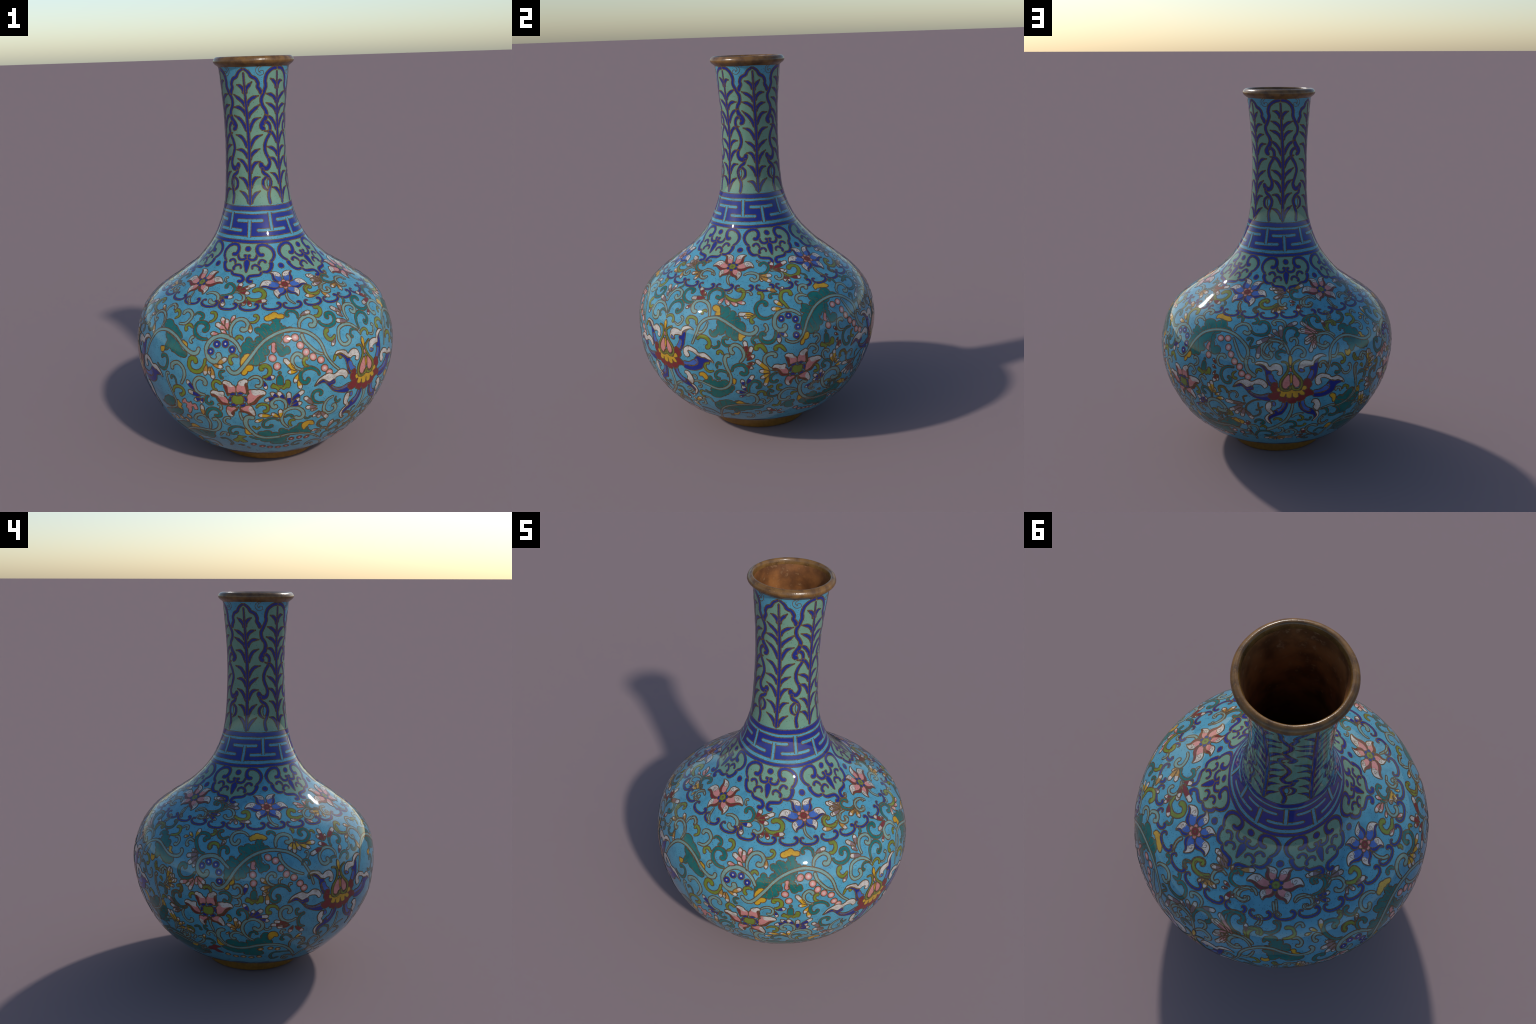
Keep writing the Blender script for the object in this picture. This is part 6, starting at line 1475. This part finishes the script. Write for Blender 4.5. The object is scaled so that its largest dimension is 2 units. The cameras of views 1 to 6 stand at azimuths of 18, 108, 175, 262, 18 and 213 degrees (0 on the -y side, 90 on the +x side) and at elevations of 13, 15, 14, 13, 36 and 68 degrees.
drop(RED, WHITE, (-60.8, 808), (-59.4, 830))
drop(RED, WHITE, (-58.8, 814), (-51.8, 844))
drop(RED, WHITE, (-61.1, 786), (-65.7, 799))
drop(RED, WHITE, (-64.6, 779), (-71.5, 757))
drop(RED, WHITE, (-55.6, 738), (-53.3, 771))
drop(AMBER, WHITE, (-38.9, 826), (-42.8, 840))
drop(AMBER, WHITE, (-44.1, 798), (-47.9, 790))
drop(AMBER, WHITE, (-40.8, 766), (-40, 725))
drop(MAUVE, WHITE, (-135.6, 484), (-139.2, 518))
drop(MAUVE, WHITE, (-133.5, 470), (-138.9, 474))
drop(MAUVE, WHITE, (-132.4, 460), (-137.7, 443))
drop(YELLOW, WHITE, (-138.8, 371), (-141.2, 440))
drop(YELLOW, WHITE, (-137.7, 371), (-135.3, 404))
drop(YELLOW, WHITE, (-137.3, 354), (-134.1, 379))
drop(YELLOW, WHITE, (-137, 344), (-132.1, 346))
drop(YELLOW, WHITE, (-123.9, 301), (-122.8, 332))
drop(NAVY, WHITE, (-100, 498), (-102.3, 541))
drop(NAVY, WHITE, (-99.6, 469), (-97.6, 508))
drop(NAVY, WHITE, (-98.9, 469), (-94, 509))
drop(NAVY, WHITE, (-97.9, 466), (-91.5, 472))
drop(NAVY, WHITE, (-95.7, 459), (-91.3, 443))
drop(AMBER, WHITE, (-105.9, 397), (-110.4, 423))
drop(AMBER, WHITE, (-105.6, 401), (-106.2, 462))
drop(AMBER, WHITE, (-105.1, 398), (-104.4, 445))
drop(AMBER, WHITE, (-106, 383), (-108.9, 398))
drop(AMBER, WHITE, (-109.5, 372), (-111.2, 354))
drop(RED, WHITE, (-82.6, 419), (-89.2, 441))
drop(RED, WHITE, (-83.1, 416), (-90.7, 420))
drop(RED, WHITE, (-81.9, 411), (-87.7, 402))
drop(RED, WHITE, (-80.3, 405), (-81.6, 362))
drop(RED, WHITE, (-79.1, 399), (-74.6, 361))
drop(YELLOW, WHITE, (-77.7, 320), (-74.8, 346))
drop(AMBER, WHITE, (-91.1, 600), (-94.1, 584))
drop(AMBER, WHITE, (-92.1, 592), (-91.9, 535))
drop(RED, WHITE, (-56.7, 171), (-51.6, 168))
drop(RED, WHITE, (-169.2, 230), (-170.8, 274))
drop(RED, WHITE, (-169.8, 237), (-172.4, 248))
drop(RED, WHITE, (-169.5, 224), (-173.9, 212))
drop(RED, WHITE, (-169.8, 206), (-172, 184))
drop(YELLOW, WHITE, (-137.1, 375), (-139.3, 439))
drop(YELLOW, WHITE, (-134.8, 365), (-132.6, 384))
drop(YELLOW, WHITE, (-134.2, 350), (-128.4, 336))
bead(NAVY, (-121.1, 712), 16.5, HEART[NAVY.name])
bead(NAVY, (-118.2, 733), 16.5, HEART[NAVY.name])
bead(NAVY, (-114.7, 724), 16.5, HEART[NAVY.name])
bead(NAVY, (-113, 690), 16.5, HEART[NAVY.name])
bead(NAVY, (-112.4, 648), 16.5, HEART[NAVY.name])
bead(PINK, (-91.5, 762), 17, HEART[PINK.name])
bead(PINK, (-88.3, 747), 17, HEART[PINK.name])
bead(PINK, (-86.2, 712), 17, HEART[PINK.name])
bead(PINK, (-83.8, 683), 17, HEART[PINK.name])
bead(PINK, (-80.5, 664), 17, HEART[PINK.name])
bead(PINK, (-77.8, 632), 17, HEART[PINK.name])
bead(PINK, (-76, 608), 17, HEART[PINK.name])
bead(PINK, (-98.3, 686), 17, HEART[PINK.name])
bead(PINK, (-97.9, 645), 17, HEART[PINK.name])
bead(AMBER, (-94.4, 255), 13.5, HEART[AMBER.name])
bead(AMBER, (-89.2, 259), 13.5, HEART[AMBER.name])
bead(AMBER, (-85.2, 250), 13.5, HEART[AMBER.name])
bead(AMBER, (-113.1, 201), 13.5, HEART[AMBER.name])
bead(AMBER, (-108.8, 188), 13.5, HEART[AMBER.name])
bead(AMBER, (-104.2, 188), 13.5, HEART[AMBER.name])
bead(AMBER, (-99.5, 182), 13.5, HEART[AMBER.name])
bead(AMBER, (-94.8, 190), 13.5, HEART[AMBER.name])

for k in range(6):
    turn = 60 * k + 0.4
    half = [(t - lappet_axis(z), z) for t, z in LAPPET_HALF]
    rim = [(max(t, 0), z) for t, z in half]
    cell(M_MINT, *[(3 + turn + t, z) for t, z in rim], *[(3 + turn - t, z) for t, z in rim[::-1]], kind="lappet_field", base=0.0002, wire=False)
    for flip in (1, -1):
        for width, path in LAPPET_STROKES:
            scroll(NAVY, width * 1.25, *[(3 + turn + flip * (t - lappet_axis(z)), z) for t, z in path], kind="cloud_stroke")
    cell(NAVY, *[(3 + turn + t, z) for t, z in ((0, 1054), (2.6, 1042), (2.0, 1022), (0, 1000), (-2.0, 1022), (-2.6, 1042))], kind="cloud_seed", base=0.0006)
    bead(NAVY, (3.3 + turn, 1097), 14, kind="spot")
    bead(NAVY, (33 + turn, 1025), 14, kind="spot")
for k in range(31):
    c = -2.8 + 360 / 31 * k + rng.uniform(-0.3, 0.3)
    up = rng.uniform(4, 8)
    path = [(-3.2, 886), (-4.4, 889), (-5.4, 885), (-5.2, 876), (-3, 869), (0, 867.5), (3, 870), (4.6, 876), (4.9, 884), (3.9, 889), (2.9, 885)]
    scroll(NAVY, 7.6, *[(c + t * 0.92, z + up - 2) for t, z in path], kind="scallop")

PETAL_OUTLINE = [(0, -.06), (.25, -.13), (.5, -.2), (.75, -.17), (.95, -.04), (1.0, .06), (.85, .05), (.7, .07), (.5, .16), (.25, .18), (.05, .1)]
PETAL_EDGE = [(0, .06), (.05, .1), (.25, .18), (.5, .16), (.7, .075), (.85, .055), (1, .06), (.85, .0), (.65, .01), (.45, .07), (.25, .09)]
PETAL_TIP = [(.36, -.16), (.5, -.19), (.75, -.16), (.94, -.04), (.98, .03), (.85, .0), (.66, .02), (.56, -.0), (.5, -.06), (.42, -.06)]
PETAL_CURL = [(.40, -.15), (.50, -.02), (.62, -.04), (.64, -.12), (.56, -.14), (.53, -.09)]


def star_flower(theta, z, petal, edge, tip, ring, heart, level=0.0008, lean=0.0):
    """Six curled petals with a dark edge and a pale tip round a beaded eye."""
    s0 = float(arc(z / 1000))

    def local(angle, pts, length, side, inner=0.022):
        ca, sa, out = math.cos(angle), math.sin(angle), []
        for u, v in pts:
            x, y = inner + u * (length - inner), v * side * length * 1.45
            px, py = x * ca - y * sa, x * sa + y * ca
            s = s0 + py
            zz = float(arc_to_z(s))
            out.append((theta + math.degrees(px / float(radius(zz))), zz * 1000))
        return out

    for n, (deg, length) in enumerate(((180, .112), (0, .116), (122, .094), (56, .094), (236, .092), (306, .096))):
        a = math.radians(deg + lean + rng.uniform(-4, 4))
        length *= rng.uniform(0.94, 1.04)
        side = -1 if math.cos(a) > 0 else 1
        b = level + 0.00012 * n
        cell(petal, *local(a, PETAL_OUTLINE, length, side), kind="petal", base=b)
        cell(tip, *local(a, PETAL_TIP, length, side), kind="petal_tip", base=b + 0.00004, wire=False)
        cell(edge, *local(a, PETAL_EDGE, length, side), kind="petal_edge", base=b + 0.00008)
        wire_line(*local(a, PETAL_CURL, length, side), kind="petal_curl", base=b + 0.0002)
    top = level + 0.0011
    r = float(radius(z / 1000))
    for n in range(6):
        a = math.radians(60 * n + 30 + lean)
        p = [(theta + math.degrees(0.021 * math.cos(a) / r), float(arc_to_z(s0 + 0.021 * math.sin(a))) * 1000)]
        bead(ring, p[0], 9.5, kind="flower_eye", base=top)
    bead(heart, (theta, z), 17, kind="flower_eye", base=top + 0.0002)
    bead(heart, (theta, z), 4, kind="flower_eye", base=top + 0.0005)


for theta, z, lean in ((-29.8, 948, 8), (90.5, 959, 0), (212.5, 964, -4)):
    star_flower(theta, z, PINK, RED, WHITE, NAVY, OLIVE, lean=lean)
for theta, z, lean in ((30.5, 955, 0), (152, 962, -6), (272.4, 951, 0)):
    star_flower(theta, z, MID_BLUE, NAVY, WHITE, PINK, RED, lean=lean)

# ------------------------------------------------------------------ big lotus, garlic flower and tassel, three times round
for turn in (0, -118.7, 121.5):
    lotus(turn)
for turn in (0, 120.5, 236.6):
    star_blossom(turn)
for turn, rise in ((0, 0), (117.6, 38), (-120.1, 2)):
    tassel(turn, rise)

# border of small blue clouds above the foot
for k in range(20):
    c = 18 * k + rng.uniform(-1.5, 1.5)
    scroll(NAVY, 7, (c - 8.5, 108), (c - 5, 122), (c, 128), (c + 5, 122), (c + 8.5, 108), kind="foot_cloud")
    scroll(SAGE, 7, (c - 4, 104), (c, 111), (c + 4, 104), kind="foot_cloud")
    bead(AMBER, (c + 9, 116), 8, kind="foot_cloud")

# ------------------------------------------------------------------ objects
vase = bpy.data.objects.new("vase", None)
bpy.context.scene.collection.objects.link(vase)
vase["label"] = "turquoise cloisonne bottle vase with lotus scrolls and gilt rim"
vase["category"] = "vase"


def new_object(name, verts, faces, mats, slots, parent, smooth=True, normals=None):
    me = bpy.data.meshes.new(name)
    me.from_pydata([tuple(map(float, p)) for p in verts], [], [tuple(int(i) for i in f) for f in faces])
    for m in mats:
        me.materials.append(m)
    me.polygons.foreach_set("material_index", np.array(slots, np.int32))
    me.polygons.foreach_set("use_smooth", np.full(len(me.polygons), smooth))
    me.update()
    if normals is not None:
        me.normals_split_custom_set_from_vertices([tuple(map(float, n)) for n in normals])
    ob = bpy.data.objects.new(name, me)
    bpy.context.scene.collection.objects.link(ob)
    ob.parent = parent
    return ob


def lathe(name, profile, mat, parent, segments=192, wobble=0.0, centre=None, close=False, tilt=0.0):
    """Revolve (radius, height) pairs; wobble gives the hand-beaten unevenness."""
    a = np.linspace(0, math.tau, segments, endpoint=False)
    verts = []
    for i, (r, z) in enumerate(profile):
        cx, cy = centre or (float(lean_x(z)), float(lean_y(z)))
        rr = r + wobble * (np.sin(3 * a + 9 * z) + 0.6 * np.sin(7 * a + 2) + 0.5 * np.sin(13 * a + 40 * z))
        verts.append(np.stack([cx + rr * np.sin(a), cy - rr * np.cos(a), np.full(segments, z) + tilt * (1 + np.cos(a - 6.02)) * max(0, 1 - z / 0.05)], 1))
    n, w = len(profile), segments
    faces = [(j * w + i, j * w + (i + 1) % w, (j + 1) * w + (i + 1) % w, (j + 1) * w + i) for j in range(n - 1) for i in range(w)]
    if close:
        faces.append(tuple(range((n - 1) * w, n * w)))
    return new_object(name, np.concatenate(verts), faces, [mat], [0] * len(faces), parent)


def shell(name, z0, z1, parent):
    """The enamelled wall between two heights; body and neck share their border row and its normals."""
    w = 384
    a = np.linspace(0, math.tau, w, endpoint=False)
    s = np.linspace(arc(z0), arc(z1), max(3, int((arc(z1) - arc(z0)) / 0.006)))
    verts = np.concatenate([surface(a, v, 0.0) for v in s])
    verts, up = verts[:, :3], verts[:, 3:]
    faces = [(j * w + i, j * w + (i + 1) % w, (j + 1) * w + (i + 1) % w, (j + 1) * w + i) for j in range(len(s) - 1) for i in range(w)]
    return new_object(name, verts, faces, [M_GROUND], [0] * len(faces), parent, normals=up)


body = shell("body", Z_LOW, Z_SPLIT, vase)
neck = shell("neck", Z_SPLIT, Z_HIGH, vase)
RIM_AT = (-0.0165, -0.0068)
lip = [(0.1690, 1.946), (0.1735, 1.952), (0.1800, 1.957), (0.1880, 1.963), (0.1935, 1.969), (0.1958, 1.975), (0.1955, 1.981), (0.1925, 1.988), (0.1870, 1.994), (0.1815, 1.9975), (0.1770, 1.9985), (0.1725, 1.9965), (0.1690, 1.991), (0.1670, 1.983), (0.1655, 1.972)]
lathe("rim", lip, M_RIM, vase, wobble=0.0004, centre=RIM_AT)
inner = [(0.1656, 1.973), (0.163, 1.955)] + [(float(radius(z)) - 0.010, float(z)) for z in np.linspace(1.93, 0.09, 90)] + [(0.25, 0.062), (0.12, 0.055), (0.002, 0.054)]
lathe("inside_wall", inner, M_INSIDE, vase, wobble=0.0004, segments=128)
foot_ring = [(0.250, 0.066), (0.2640, 0.056), (0.2650, 0.040), (0.2630, 0.020), (0.2610, 0.007), (0.2585, 0.0016), (0.2540, 0.0), (0.2420, 0.0), (0.2390, 0.002), (0.2360, 0.012), (0.2340, 0.036), (0.150, 0.040), (0.002, 0.041)]
lathe("foot", foot_ring, M_FOOT, vase, wobble=0.0009, centre=(-0.002, -0.002), tilt=0.0045)

PARENT = {"body": body, "neck": neck}
groups = {}
for zone, kind, piece in PIECES:
    groups.setdefault((zone, kind), []).append(piece)
for (zone, kind), pieces in groups.items():
    pieces.sort(key=lambda p: -p.size)
    for p in pieces[:280]:
        v = np.concatenate(p.v)
        new_object(kind, v[:, :3], p.f, p.mats, p.m, PARENT[zone], normals=v[:, 3:])
    rest = pieces[280:]
    if rest:
        verts, faces, slots, mats, base = [], [], [], [], 0
        for p in rest:
            for v in p.v:
                verts.append(v)
            for f, m in zip(p.f, p.m):
                faces.append(tuple(base + i for i in f))
                if p.mats[m] not in mats:
                    mats.append(p.mats[m])
                slots.append(mats.index(p.mats[m]))
            base += sum(len(v) for v in p.v)
        v = np.concatenate(verts)
        ob = new_object(kind + "_small", v[:, :3], faces, mats, slots, PARENT[zone], normals=v[:, 3:])
        ob["kind"] = "stuff"
print("pieces", len(PIECES), "triangles", sum(sum(len(p.vertices) - 2 for p in me.polygons) for me in bpy.data.meshes))
